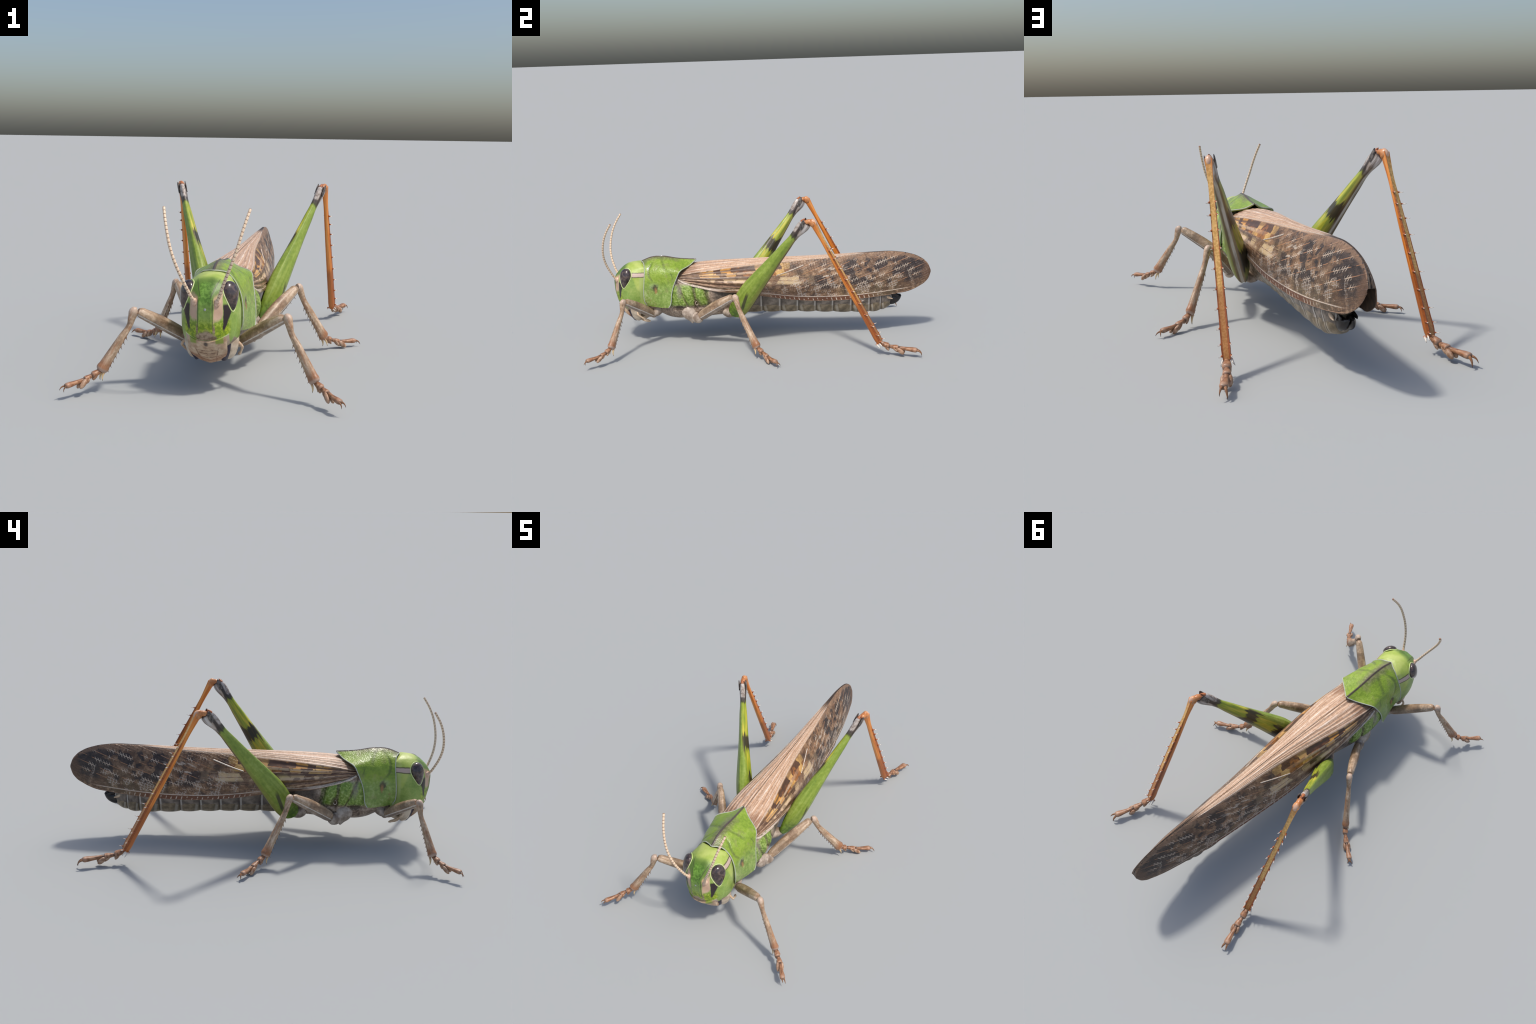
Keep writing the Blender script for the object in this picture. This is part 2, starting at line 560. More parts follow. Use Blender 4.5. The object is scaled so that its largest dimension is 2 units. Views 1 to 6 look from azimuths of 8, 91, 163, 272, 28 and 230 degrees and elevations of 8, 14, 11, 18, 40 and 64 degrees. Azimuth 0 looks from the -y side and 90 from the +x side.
def mat_eye():
    g = G('compound_eye', .16, .6)
    v = g.vor(scale=130)
    n = g.noise(scale=55, detail=3)
    col = g.mix(g.ss(n, .4, .65), srgb(52, 42, 42), srgb(92, 76, 70))
    g.b.inputs['Coat Weight'].default_value = .35
    g.b.inputs['Coat Roughness'].default_value = .08
    return g.done(col, v, .0008, .2)


def mat_antenna():
    g = G('antenna_segment', .4)
    # local X 0..1 along the segment
    n = g.noise(scale=3)
    col = g.mix(g.ss(n, .3, .7), srgb(220, 192, 160), srgb(242, 218, 190))
    ring = g.ss(g.x, .80, .93)
    col = g.mix(ring, col, srgb(150, 112, 88))
    col = g.mix(g.mul(g.ss(g.x, .1, .0), .35), col, srgb(170, 140, 116))
    return g.done(col)


def mat_wing_top():
    g = G('wing_top', .40)
    xr = g.curve(g.y, [(float(r[0]), float(r[2])) for r in WING])
    d = g.m('DIVIDE', g.x, g.max(xr, .006))
    v = g.comb(g.mul(g.y, 7.0), g.mul(d, 9.0))
    n1 = g.noise(v, scale=1.6, detail=5)
    n2 = g.noise(g.comb(g.mul(g.y, 110.0), g.mul(d, 4.0)), scale=1.0, detail=3)
    col = g.ramp(g.add(g.mul(n1, .6), g.mul(n2, .4)), [(.33, srgb(166, 126, 96)), (.48, srgb(204, 166, 134)), (.64, srgb(228, 198, 170))])
    # pleats fan backwards: pale crests, brown troughs
    dw = g.add(d, g.mul(g.sub(g.noise(g.comb(g.mul(g.y, 5.0), g.mul(d, 3.0)), scale=1.0), .5), .12))
    dw = g.add(dw, g.mul(g.m('SINE', g.mul(dw, 9.0)), .06))
    cr = g.m('MULTIPLY_ADD', g.m('COSINE', g.mul(dw, math.pi * 8)), -.5, .5)
    fine = g.m('MULTIPLY_ADD', g.m('COSINE', g.mul(dw, math.pi * 34)), -.5, .5)
    front = g.ss(g.y, .35, -.30)
    col = g.mix(g.mul(g.ss(cr, .86, 1.0), g.ss(n1, .40, .56), .75), col, srgb(240, 222, 204))
    col = g.mix(g.mul(g.ss(cr, .30, .0), front, .38), col, srgb(158, 116, 88))
    col = g.mix(g.mul(g.ss(fine, .3, .0), .18), col, srgb(150, 110, 84))
    # shadow of the shield painted in brown over the wing base
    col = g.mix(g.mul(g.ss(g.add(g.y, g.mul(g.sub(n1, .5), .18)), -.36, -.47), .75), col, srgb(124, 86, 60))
    col = g.mix(g.mul(g.ss(g.noise(v, scale=3.2, detail=3), .56, .66), front, .5), col, srgb(120, 88, 68))
    # rear end darkens into the mottled wing tip
    rear = g.ss(g.add(g.y, g.mul(g.sub(n2, .5), .12)), .52, .66)
    mot = g.mix(g.ss(g.vor(g.comb(g.mul(g.y, 36), g.mul(g.x, 36)), scale=1.0, out='Color') if False else n2, .45, .55), srgb(50, 41, 36), srgb(104, 82, 64))
    col = g.mix(rear, col, mot)
    # white flecks
    fle = g.ss(g.noise(g.comb(g.mul(g.y, 60.0), g.mul(d, 14.0)), scale=1.0, detail=2), .66, .73)
    col = g.mix(g.mul(fle, .7), col, srgb(236, 226, 214))
    b = g.add(g.mul(cr, .45), g.add(g.mul(fine, .25), g.mul(n2, .5)))
    return g.done(col, b, .004, .6)


def mat_wing_side():
    g = G('wing_side', .42)
    ztop = g.curve(g.y, [(float(r[0]), float(r[3])) for r in WING])
    zbot = g.curve(g.y, [(float(r[0]), float(r[5])) for r in WING])
    t = g.m('DIVIDE', g.sub(g.z, zbot), g.max(g.sub(ztop, zbot), .01))
    y = g.y
    n_lo = g.noise(g.comb(y, g.z), scale=9, detail=3)
    n_hi = g.noise(g.comb(g.mul(y, 40), g.mul(t, 10)), scale=1, detail=4)
    wy = g.add(y, g.mul(g.sub(n_lo, .5), .10))
    front = g.ss(wy, .12, -.12)
    rear = g.ss(wy, .30, .62)
    # ---------- ground colour
    col = g.ramp(n_hi, [(.3, srgb(92, 66, 46)), (.5, srgb(136, 104, 78)), (.7, srgb(176, 146, 116))])
    # cells: elongated honeycomb whose axis climbs to the rear
    sl = g.sub(g.z, g.mul(y, .34))                       # across oblique veins
    al = g.add(y, g.mul(g.z, .3))
    jit = g.mul(g.sub(g.noise(g.comb(y, g.z), scale=30, detail=2), .5), .012)
    cv = g.comb(g.add(g.mul(al, 58), g.mul(jit, 30)), g.add(g.mul(sl, 74), g.mul(jit, 30)))
    cd = g.vor(cv, scale=1.0, feature='DISTANCE_TO_EDGE', rand=.38)
    cc = g.first(g.vor(cv, scale=1.0, feature='F1', rand=.38, out='Color'))
    # patchwork of big blocks
    pv = g.comb(g.mul(g.add(al, g.mul(jit, 1.5)), 15.0), g.mul(g.add(sl, jit), 24.0))
    pc = g.vor(pv, scale=1.0, rand=.9, out='Color')
    sep = g.nt.nodes.new('ShaderNodeSeparateColor')
    g.put(sep.inputs[0], pc)
    p1, p2, p3 = sep.outputs[0], sep.outputs[1], sep.outputs[2]
    big = g.noise(g.comb(g.mul(al, 11.0), g.mul(sl, 17.0)), scale=1.0, detail=2.5)
    cell = g.mix(g.ss(cc, .1, .9), srgb(110, 80, 54), srgb(160, 126, 94))
    olive = g.mix(g.ss(cc, .2, .9), srgb(98, 88, 58), srgb(132, 122, 88))
    lowrear = g.mul(g.ss(t, .50, .28), g.ss(y, .40, .52), g.ss(y, .86, .74))
    cell = g.mix(g.mul(lowrear, .8), cell, olive)
    mid = g.ss(wy, -.05, .12)
    col = g.mix(g.mul(mid, .75), col, cell)
    col = g.mix(g.mul(g.ss(wy, .38, .72), .55), col, g.mix(g.ss(n_hi, .38, .62), srgb(68, 53, 43), srgb(116, 92, 71)))
    # brown vein mesh
    edge = g.mul(g.ss(cd, .10, .02), g.ss(big, .38, .58))
    col = g.mix(g.mul(edge, mid, .62), col, srgb(70, 48, 36))
    lump = g.ss(g.noise(g.comb(g.mul(y, 17.0), g.mul(t, 5.0)), scale=1.0, detail=3), .42, .60)
    col = g.mix(g.mul(lump, mid, .6), col, srgb(84, 58, 40))
    col = g.mix(g.mul(g.ss(n_hi, .56, .68), mid, .5), col, srgb(184, 152, 122))
    # dark blotches growing to the rear and top
    th = g.add(g.mul(rear, .34), g.mul(g.ss(t, .25, .65), g.mul(rear, .16)))
    big2 = g.noise(g.comb(g.mul(al, 19.0), g.mul(sl, 24.0)), scale=1.0, detail=2)
    db = g.mul(g.ss(g.add(g.mul(p2, .7), g.mul(g.sub(big2, .5), .8)), .46, .54), mid, g.ss(y, .62, .40), .62)

    pvw = g.comb(g.mul(g.add(al, g.mul(jit, 2.0)), 17.0), g.mul(g.add(sl, g.mul(jit, 1.5)), 21.0))
    pw = g.first(g.vor(pvw, scale=1.0, rand=1.0, out='Color'))
    rb = g.ss(g.add(g.add(pw, g.mul(g.sub(big2, .5), .9)), g.mul(g.ss(y, .3, .85), .22)), .60, .72)
    rb = g.mul(rb, g.ss(wy, .14, .34), g.ss(t, .18, .34), .92)
    tip = g.mul(g.spot(0, .912, .405, None, .078, .082, .38, g.mul(g.sub(n_lo, .5), 1.4)), .95)
    dark = g.max(db, rb, tip)
    col = g.mix(dark, col, g.mix(g.ss(n_hi, .35, .65), srgb(40, 32, 31), srgb(66, 53, 47)))
    # brown margin at the very tip
    mar = g.ss(g.add(wy, 0.0), .952, .985)
    col = g.mix(g.mul(mar, .7), col, srgb(104, 76, 56))
    # orange / cream windows just below the fold
    yb = g.add(y, g.add(g.mul(jit, .9), g.mul(t, .03)))
    blk = g.nt.nodes.new('ShaderNodeTexWhiteNoise')
    blk.noise_dimensions = '2D'
    tb = g.m('FLOOR', g.mul(g.add(t, g.mul(jit, 2.2)), 5.0))
    wid = g.m('FLOOR', g.add(g.mul(g.add(yb, g.mul(g.sub(g.noise(g.comb(y, g.z), scale=22, detail=2), .5), .07)), 20.0), g.mul(g.m('SINE', g.mul(tb, 2.1)), .5)))
    g.put(blk.inputs['Vector'], g.comb(wid, tb))
    bv = blk.outputs['Value']
    oy = g.band(g.add(t, g.mul(g.ss(y, -.30, -.47), .14)), .64, .955, .012)
    zone = g.mul(oy, g.ss(y, -.43, -.37), g.ss(g.add(y, g.mul(g.sub(n_lo, .5), .3)), .24, .02))
    ocol = g.ramp(g.add(g.mul(bv, .75), g.mul(n_hi, .35)), [(.20, srgb(70, 46, 32)), (.42, srgb(92, 58, 36)), (.47, srgb(150, 92, 42)), (.60, srgb(196, 134, 58)), (.75, srgb(222, 176, 100)), (.9, srgb(196, 150, 96))])
    col = g.mix(g.mul(zone, .92), col, ocol)
    # cream and brown dashes lower down on the front half
    dz = g.mul(g.band(t, .42, .60, .03), g.band(y, -.36, .30, .05))
    col = g.mix(g.mul(dz, g.ss(bv, .60, .66), .8), col, srgb(206, 178, 138))
    col = g.mix(g.mul(dz, g.ss(bv, .38, .32), .8), col, srgb(84, 60, 42))
    cream = g.mul(g.ss(p2, .72, .80), g.band(t, .42, .62, .04), g.band(y, -.35, .42, .08))
    col = g.mix(g.mul(cream, .8), col, srgb(208, 180, 138))
    # fan of long veins from the base
    ang = g.m('DIVIDE', g.sub(g.z, .402), g.add(y, .60))
    fv = g.m('SINE', g.mul(g.add(ang, g.mul(jit, .6)), 62.0))
    col = g.mix(g.mul(g.ss(fv, .45, .95), front, .75), col, srgb(206, 176, 148))
    col = g.mix(g.mul(g.ss(fv, -.55, -.95), front, .8), col, srgb(78, 54, 40))
    bars = g.ss(g.noise(g.comb(g.mul(y, 26.0), g.mul(t, 4.0)), scale=1.0, detail=2), .52, .60)
    col = g.mix(g.mul(bars, front, .55), col, srgb(82, 60, 46))
    # whitish vein ladders in patches
    wm = g.ss(g.add(g.mul(g.m('SINE', g.mul(g.add(y, g.add(g.mul(jit, 2.5), g.mul(g.sub(n_lo, .5), .16))), 66.0)), .13), g.noise(g.comb(g.mul(y, 17), g.mul(t, 6)), scale=1.0, detail=3)), .55, .60)
    low = g.mul(g.ss(t, .60, .45), g.band(y, .02, .88, .05))
    wl = g.mul(g.ss(cd, .075, .035), wm, low)
    col = g.mix(g.mul(wm, low, .25), col, srgb(176, 150, 124))
    col = g.mix(g.mul(wl, .82), col, srgb(210, 200, 190))
    # oblique rib lines with short rungs across them in the rear half
    f = g.m('FRACT', g.mul(g.add(sl, g.mul(jit, .25)), 27.0))
    rib = g.line(f, .5, .022, .045)
    seg = g.noise(g.comb(g.mul(al, 16), g.m('FLOOR', g.mul(sl, 27.0))), scale=1.0, detail=1)
    ribm = g.mul(rib, g.ss(wy, .14, .26), g.ss(t, .2, .38), g.ss(y, .99, .90))
    col = g.mix(g.mul(ribm, g.ss(seg, .44, .50), .85), col, srgb(172, 124, 88))
    fr = g.m('FRACT', g.mul(g.add(g.add(g.mul(g.z, -.45), y), g.mul(jit, .5)), 74.0))
    rung = g.mul(g.line(fr, .5, .07, .08), g.line(f, .5, .24, .08))
    lad = g.mul(g.max(rib, rung), g.ss(g.noise(g.comb(g.mul(al, 17), g.add(g.m('FLOOR', g.mul(sl, 27.0)), 7.3)), scale=1.0, detail=1), .50, .54))
    lad = g.mul(lad, g.ss(wy, .10, .2), g.ss(t, .15, .3), g.ss(t, .95, .85), g.ss(y, .95, .90))
    col = g.mix(g.mul(lad, g.ss(n_hi, .30, .50, .4, .85)), col, srgb(200, 182, 162))
    # silvery smears mid-wing
    smear = g.mul(g.ss(g.noise(g.comb(g.mul(y, 14), g.mul(sl, 50)), scale=1.0, detail=3), .58, .66), g.band(y, .14, .48, .05), g.band(t, .45, .78, .06))
    col = g.mix(g.mul(smear, .75), col, srgb(206, 190, 172))
    # tan hem below the fold, rear top freckles
    col = g.mix(g.mul(g.ss(t, .955, .985), g.ss(y, .62, .40), .9), col, srgb(206, 172, 142))
    fk = g.mul(g.ss(g.vor(g.comb(g.mul(y, 60), g.mul(g.z, 60)), scale=1.0), .25, .4), g.ss(t, .86, .93), g.ss(y, .35, .5))
    col = g.mix(g.mul(fk, .6), col, srgb(150, 118, 92))
    # front margin: reddish band with pale ticks between two pale veins
    cb = g.mul(g.ss(t, .105, .095), g.ss(y, -.02, .10), g.ss(y, .78, .62))
    col = g.mix(cb, col, g.mix(g.ss(y, .55, .75), srgb(112, 70, 46), srgb(116, 96, 66)))
    tick = g.mul(g.line(g.m('FRACT', g.mul(g.add(y, g.mul(t, .08)), 36.0)), .5, .07, .05), cb, g.ss(t, .085, .06), g.ss(n_hi, .42, .52), g.ss(y, .86, .70))
    col = g.mix(g.mul(tick, .9), col, srgb(212, 196, 176))
    pv1 = g.mul(g.line(t, .105, .008, .006), g.ss(y, -.10, .05), g.ss(y, .92, .75))
    col = g.mix(g.mul(pv1, .9), col, srgb(198, 176, 156))
    wb = g.mul(g.ss(t, .17, .10), g.ss(wy, -.22, -.32))
    col = g.mix(g.mul(wb, .9), col, g.mix(n_hi, srgb(196, 170, 146), srgb(236, 224, 214)))
    b = g.add(g.mul(g.ss(cd, .12, .0), mid, .45), g.add(g.mul(fv, g.mul(front, .5)), g.add(g.mul(rib, g.mul(rear, .4)), g.mul(n_hi, .5))))
    return g.done(col, b, .003, .6)


def mat_hind_femur():
    # local X along the leg (m), Y towards the rear edge, Z inwards/outwards
    g = G('hind_femur_skin', .36)
    st = g.comb(g.mul(g.x, 5.0), g.mul(g.y, 60.0), g.mul(g.z, 60.0))
    n1 = g.noise(st, scale=1.0, detail=4)
    n2 = g.noise(scale=60, detail=4)
    w = g.mul(g.sub(g.noise(g.comb(g.mul(g.x, 3.0), g.mul(g.y, 70.0), g.mul(g.z, 70.0)), scale=1.0, detail=3), .5), .20)
    out = g.ss(g.z, -.004, .004)                                # outer side
    col = g.ramp(g.add(g.mul(n1, .6), g.mul(n2, .4)), [(.34, srgb(108, 132, 44)), (.5, srgb(132, 152, 56)), (.66, srgb(154, 170, 80))])
    # base end is deeper green, speckled
    col = g.mix(g.mul(g.ss(g.x, .10, .0), .7), col, g.mix(g.ss(n2, .42, .58), srgb(52, 84, 12), srgb(92, 130, 24)))
    yr = g.add(g.y, g.mul(g.x, .055))
    yy = g.add(yr, g.mul(w, .15))
    # olive-brown rear margin
    col = g.mix(g.mul(g.ss(yy, .026, .054), .62), col, srgb(140, 130, 66))
    # rear face: grey brown channel
    ch = g.ss(g.m('ABSOLUTE', g.z), .016, .009)
    az = g.m('ABSOLUTE', g.z)
    # dark dash on the outer face
    dash = g.mul(out, g.line(g.add(g.y, g.mul(g.sub(g.x, .10), .30)), .010, .006, .006), g.band(g.x, .06, .17, .02))
    col = g.mix(g.mul(dash, .85), col, srgb(54, 46, 34))
    # inner face: yellow with black bars
    inn = g.mul(g.inv(out), g.ss(yy, -.036, -.022))
    col = g.mix(g.mul(inn, g.ss(g.x, .12, .30), .9), col, g.ramp(n1, [(.36, srgb(112, 138, 40)), (.5, srgb(158, 164, 44)), (.62, srgb(200, 186, 62))]))
    col = g.mix(g.mul(inn, g.ss(yy, .012, .04), .6), col, srgb(128, 124, 66))
    # rear edge: brown channel with a pale silvery line down its middle
    back = g.mul(g.ss(yr, .040, .046), g.ss(g.add(az, g.mul(w, .02)), .022, .015))
    rearc = g.mix(g.ss(az, .010, .004), g.ramp(n1, [(.35, srgb(84, 62, 42)), (.55, srgb(122, 98, 70))]), g.ramp(n1, [(.35, srgb(132, 118, 106)), (.6, srgb(190, 182, 172))]))
    xb = g.add(g.x, w)
    bars = g.max(g.line(xb, .405, .035, .02), g.line(xb, .155, .05, .03))
    col = g.mix(g.mul(inn, bars, .93), col, srgb(44, 32, 30))
    col = g.mix(g.mul(back, .9), col, rearc)
    # knee: grey-white lobes, black streaks
    kn = g.ss(g.add(g.x, g.mul(w, .35)), .628, .648)
    kc = g.ramp(n1, [(.36, srgb(62, 50, 44)), (.5, srgb(132, 114, 98)), (.64, srgb(186, 174, 164))])
    col = g.mix(kn, col, kc)
    top = g.ss(g.y, -.014, -.026)
    col = g.mix(g.mul(kn, top, .8), col, g.mix(g.ss(n2, .38, .6), srgb(140, 126, 116), srgb(204, 194, 186)))
    col = g.mix(g.mul(kn, g.band(g.add(g.y, g.mul(g.sub(g.x, .7), .1)), -.019, -.004, .004), .9), col, srgb(52, 42, 40))
    col = g.mix(g.mul(g.line(g.add(g.x, g.mul(w, .3)), .642, .010, .014), g.ss(g.y, .02, .0), .85), col, srgb(48, 38, 34))
    col = g.mix(g.mul(kn, g.ss(g.y, .002, .012), g.ss(g.x, .675, .70), .75), col, g.mix(g.ss(n1, .38, .6), srgb(112, 100, 92), srgb(208, 202, 198)))
    col = g.mix(g.ss(g.x, .738, .744), col, srgb(64, 44, 38))
    return g.done(col, g.add(g.mul(n1, .6), g.mul(n2, .5)), .003, .45)


def mat_hind_tibia():
    g = G('hind_tibia_skin', .38)
    st = g.comb(g.mul(g.x, 4.0), g.mul(g.y, 90.0), g.mul(g.z, 90.0))
    n = g.noise(st, scale=1.0, detail=4)
    n2 = g.noise(scale=110, detail=4)
    col = g.ramp(n, [(.34, srgb(196, 106, 38)), (.5, srgb(234, 138, 52)), (.68, srgb(240, 170, 92))])
    # local +Y = rear face: sandy yellow strip between rust edges
    back = g.mul(g.ss(g.y, .0085, .0115), g.ss(g.add(g.m('ABSOLUTE', g.z), g.mul(g.sub(n2, .5), .004)), .0125, .0085))
    sand = g.mix(g.ss(n2, .4, .6), srgb(196, 150, 78), srgb(228, 184, 112))
    col = g.mix(g.mul(back, .9), col, sand)
    edge = g.mul(g.ss(g.y, .002, .008), g.ss(g.m('ABSOLUTE', g.z), .0075, .0115), g.ss(g.x, .08, .2))
    col = g.mix(g.mul(edge, .8), col, g.mix(g.ss(n2, .4, .6), srgb(112, 56, 26), srgb(158, 84, 38)))
    col = g.mix(g.mul(g.ss(g.x, .09, .0), .5), col, srgb(206, 128, 66))
    col = g.mix(g.mul(g.ss(g.x, .50, .545), .6), col, srgb(146, 74, 30))
    return g.done(col, g.add(g.mul(n, .6), g.mul(n2, .5)), .0025, .5)


def mat_knee_ball():
    g = G('knee_ball', .34)
    n = g.noise(scale=60, detail=3)
    col = g.mix(g.ss(n, .35, .65), srgb(182, 112, 60), srgb(206, 142, 90))
    col = g.mix(g.mul(g.ss(g.y, .004, .02), .8), col, srgb(222, 186, 160))
    return g.done(col, n, .002, .3)


def mat_leg(name, redend):
    # local X 0..L along the limb, Y up/outer, Z thickness
    g = G(name, .42)
    st = g.comb(g.mul(g.x, 9.0), g.mul(g.y, 45.0), g.mul(g.z, 45.0))
    n = g.noise(st, scale=1.0, detail=4)
    n2 = g.noise(scale=100, detail=4)
    col = g.ramp(g.add(g.mul(n, .7), g.mul(n2, .3)), [(.36, srgb(128, 100, 76)), (.5, srgb(174, 146, 118)), (.64, srgb(214, 190, 164))])
    if redend:
        rd = g.mul(g.ss(g.noise(g.comb(g.mul(g.x, 12), g.mul(g.y, 70), g.mul(g.z, 70)), scale=1.0, detail=3), .52, .64), .6)
        col = g.mix(rd, col, srgb(158, 102, 60))
        col = g.mix(g.mul(g.ss(g.x, redend - .07, redend - .012), .75), col, srgb(148, 92, 54))
        col = g.mix(g.mul(g.ss(g.x, .03, .0), .6), col, srgb(206, 184, 166))
        col = g.mix(g.mul(g.ss(g.x, redend - .012, redend), .6), col, srgb(192, 172, 158))
    else:
        bl = g.ss(g.noise(scale=30, detail=3), .52, .62)
        col = g.mix(g.mul(bl, .5), col, srgb(120, 100, 78))
        bn = g.max(g.line(g.x, .165, .014, .012), g.mul(g.line(g.x, .06, .03, .02), .7))
        col = g.mix(g.mul(bn, g.ss(n, .36, .5), .6), col, srgb(112, 92, 74))
        und = g.ss(g.y, -.010, -.020)
        col = g.mix(g.mul(und, .6), col, srgb(146, 134, 124))
        col = g.mix(g.mul(g.line(g.add(g.y, g.mul(g.sub(n2, .5), .006)), -.012, .0016, .0014), .85), col, srgb(214, 206, 196))
    return g.done(col, g.add(g.mul(n, .5), g.mul(n2, .5)), .0025, .45)


def mat_tarsus():
    g = G('tarsus_skin', .42)
    v = g.vec(.05, 1, 1)
    n = g.noise(v, scale=75, detail=4)
    col = g.ramp(n, [(.32, srgb(102, 68, 46)), (.5, srgb(152, 106, 74)), (.68, srgb(186, 144, 112))])
    # local X is 0..1 along the segment
    col = g.mix(g.mul(g.ss(g.x, .20, .03), .85), col, srgb(58, 42, 34))
    col = g.mix(g.mul(g.ss(g.x, .90, .985), .7), col, srgb(70, 52, 42))
    col = g.mix(g.mul(g.ss(g.noise(v, scale=38, detail=2), .54, .64), .5), col, srgb(158, 92, 54))
    col = g.mix(g.mul(g.line(g.x, .9, .06, .08), .4), col, srgb(178, 150, 128))
    return g.done(col, n, .0025, .5)


def mat_spine(name, base, mid, tip):
    g = G(name, .35)
    col = g.ramp(g.x, [(0, base), (.3, mid), (.75, mid), (.95, tip)])
    return g.done(col)


def mat_mouth():
    g = G('mouthpart_skin', .42)
    n = g.noise(scale=40, detail=4)
    n2 = g.noise(scale=120, detail=3)
    col = g.ramp(n, [(.32, srgb(150, 120, 94)), (.5, srgb(184, 156, 128)), (.7, srgb(206, 184, 158))])
    x, z = g.ax, g.z
    wob = g.mul(g.sub(n, .5), .006)
    # dark cleft of the labrum, and seams of the clypeus plates
    col = g.mix(g.mul(g.spot(0, 0, .218, .008, None, .010, .5), .9), col, srgb(62, 52, 50))
    s = g.max(g.mul(g.line(g.add(g.sub(z, g.mul(x, .15)), wob), .183, .0012, .002), g.ss(x, .045, .03)),
              g.mul(g.line(g.add(g.add(z, g.mul(x, -.2)), wob), .168, .0012, .002), g.ss(x, .038, .028)),
              g.mul(g.line(g.sub(g.add(x, wob), g.mul(g.sub(z, .13), .30)), .026, .0013, .002), g.ss(z, .205, .19)),
              g.mul(g.line(g.add(g.sub(z, g.mul(x, .28)), wob), .148, .0010, .002), g.ss(z, .19, .17)),
              g.mul(g.line(g.add(g.sub(z, g.mul(x, .45)), wob), .132, .0014, .002), 1.0))
    col = g.mix(g.mul(s, g.ss(n2, .32, .55), .75), col, srgb(104, 72, 50))
    col = g.mix(g.mul(g.ss(g.sub(z, g.mul(x, .55)), .150, .128), .5), col, srgb(160, 108, 74))
    gr = g.mul(g.ss(g.add(z, wob), .214, .224), g.band(x, .038, .066, .004))
    col = g.mix(g.mul(gr, .9), col, srgb(128, 148, 44))
    return g.done(col, g.sub(n2, s), .003, .5)


M = {}


def build_materials():
    M['head'] = mat_head()
    M['pron'] = mat_pronotum()
    M['rim'] = mat_rim()
    M['thorax'] = mat_thorax()
    M['abd'] = mat_abdomen()
    M['terg'] = mat_tergite()
    M['eye'] = mat_eye()
    M['eyerim'] = mat_plain('eye_rim', srgb(196, 214, 132), srgb(214, 224, 164), .4)
    M['ant'] = mat_antenna()
    M['socket'] = mat_plain('socket_skin', srgb(196, 158, 132), srgb(226, 196, 172), .35)
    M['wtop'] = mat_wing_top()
    M['wside'] = mat_wing_side()
    M['wunder'] = mat_plain('wing_underside', srgb(58, 46, 38), srgb(92, 72, 56), .5, 40)
    M['vein'] = mat_plain('pale_vein', srgb(178, 160, 142), srgb(214, 200, 184), .4, 90)
    M['vein_b'] = mat_plain('brown_vein', srgb(104, 74, 54), srgb(176, 140, 112), .4, 30)
    M['hfem'] = mat_hind_femur()
    M['htib'] = mat_hind_tibia()
    M['ball'] = mat_knee_ball()
    M['fem'] = mat_leg('leg_femur_skin', 0)
    M['tibF'] = mat_leg('fore_tibia_skin', .27)
    M['tibM'] = mat_leg('mid_tibia_skin', .32)
    M['coxa'] = mat_plain('coxa_skin', srgb(132, 114, 98), srgb(194, 178, 162), .42, 26, .5)
    M['tarsus'] = mat_tarsus()
    M['pad'] = mat_plain('pad_skin', srgb(142, 102, 74), srgb(188, 156, 130), .45, 60)
    M['claw'] = mat_spine('claw_horn', srgb(156, 110, 74), srgb(132, 92, 62), srgb(34, 26, 24))
    M['spine'] = mat_spine('spine_horn', srgb(172, 96, 42), srgb(232, 222, 208), srgb(120, 100, 84))
    M['rust'] = mat_plain('rust_horn', srgb(140, 72, 34), srgb(176, 96, 46), .4)
    M['spineb'] = mat_spine('small_spine_horn', srgb(140, 108, 82), srgb(124, 100, 82), srgb(48, 38, 34))
    M['spur'] = mat_spine('spur_horn', srgb(176, 140, 108), srgb(216, 188, 142), srgb(70, 52, 38))
    M['spurw'] = mat_spine('white_spur_horn', srgb(166, 96, 48), srgb(236, 226, 212), srgb(52, 40, 34))
    M['mouth'] = mat_mouth()
    M['mand'] = mat_plain('cheek_plate', srgb(172, 152, 130), srgb(206, 190, 168), .42, 30)
    M['navy'] = mat_plain('dark_mandible', srgb(36, 30, 48), srgb(58, 50, 66), .4)
    M['palp'] = mat_plain('palp_skin', srgb(190, 160, 130), srgb(222, 198, 170), .42)
    M['black'] = mat_plain('black_horn', srgb(22, 19, 19), srgb(40, 34, 32), .28)
    M['kneeflap'] = mat_plain('knee_flap', srgb(44, 38, 36), srgb(120, 112, 106), .4, 60)
    M['orange'] = mat_plain('orange_joint', srgb(140, 80, 46), srgb(184, 112, 68), .4)
    M['ocellus'] = mat_plain('ocellus_glass', srgb(150, 156, 150), srgb(184, 188, 182), .2)
    M['dot'] = mat_plain('spiracle_dark', srgb(24, 20, 18), srgb(34, 30, 28), .5)


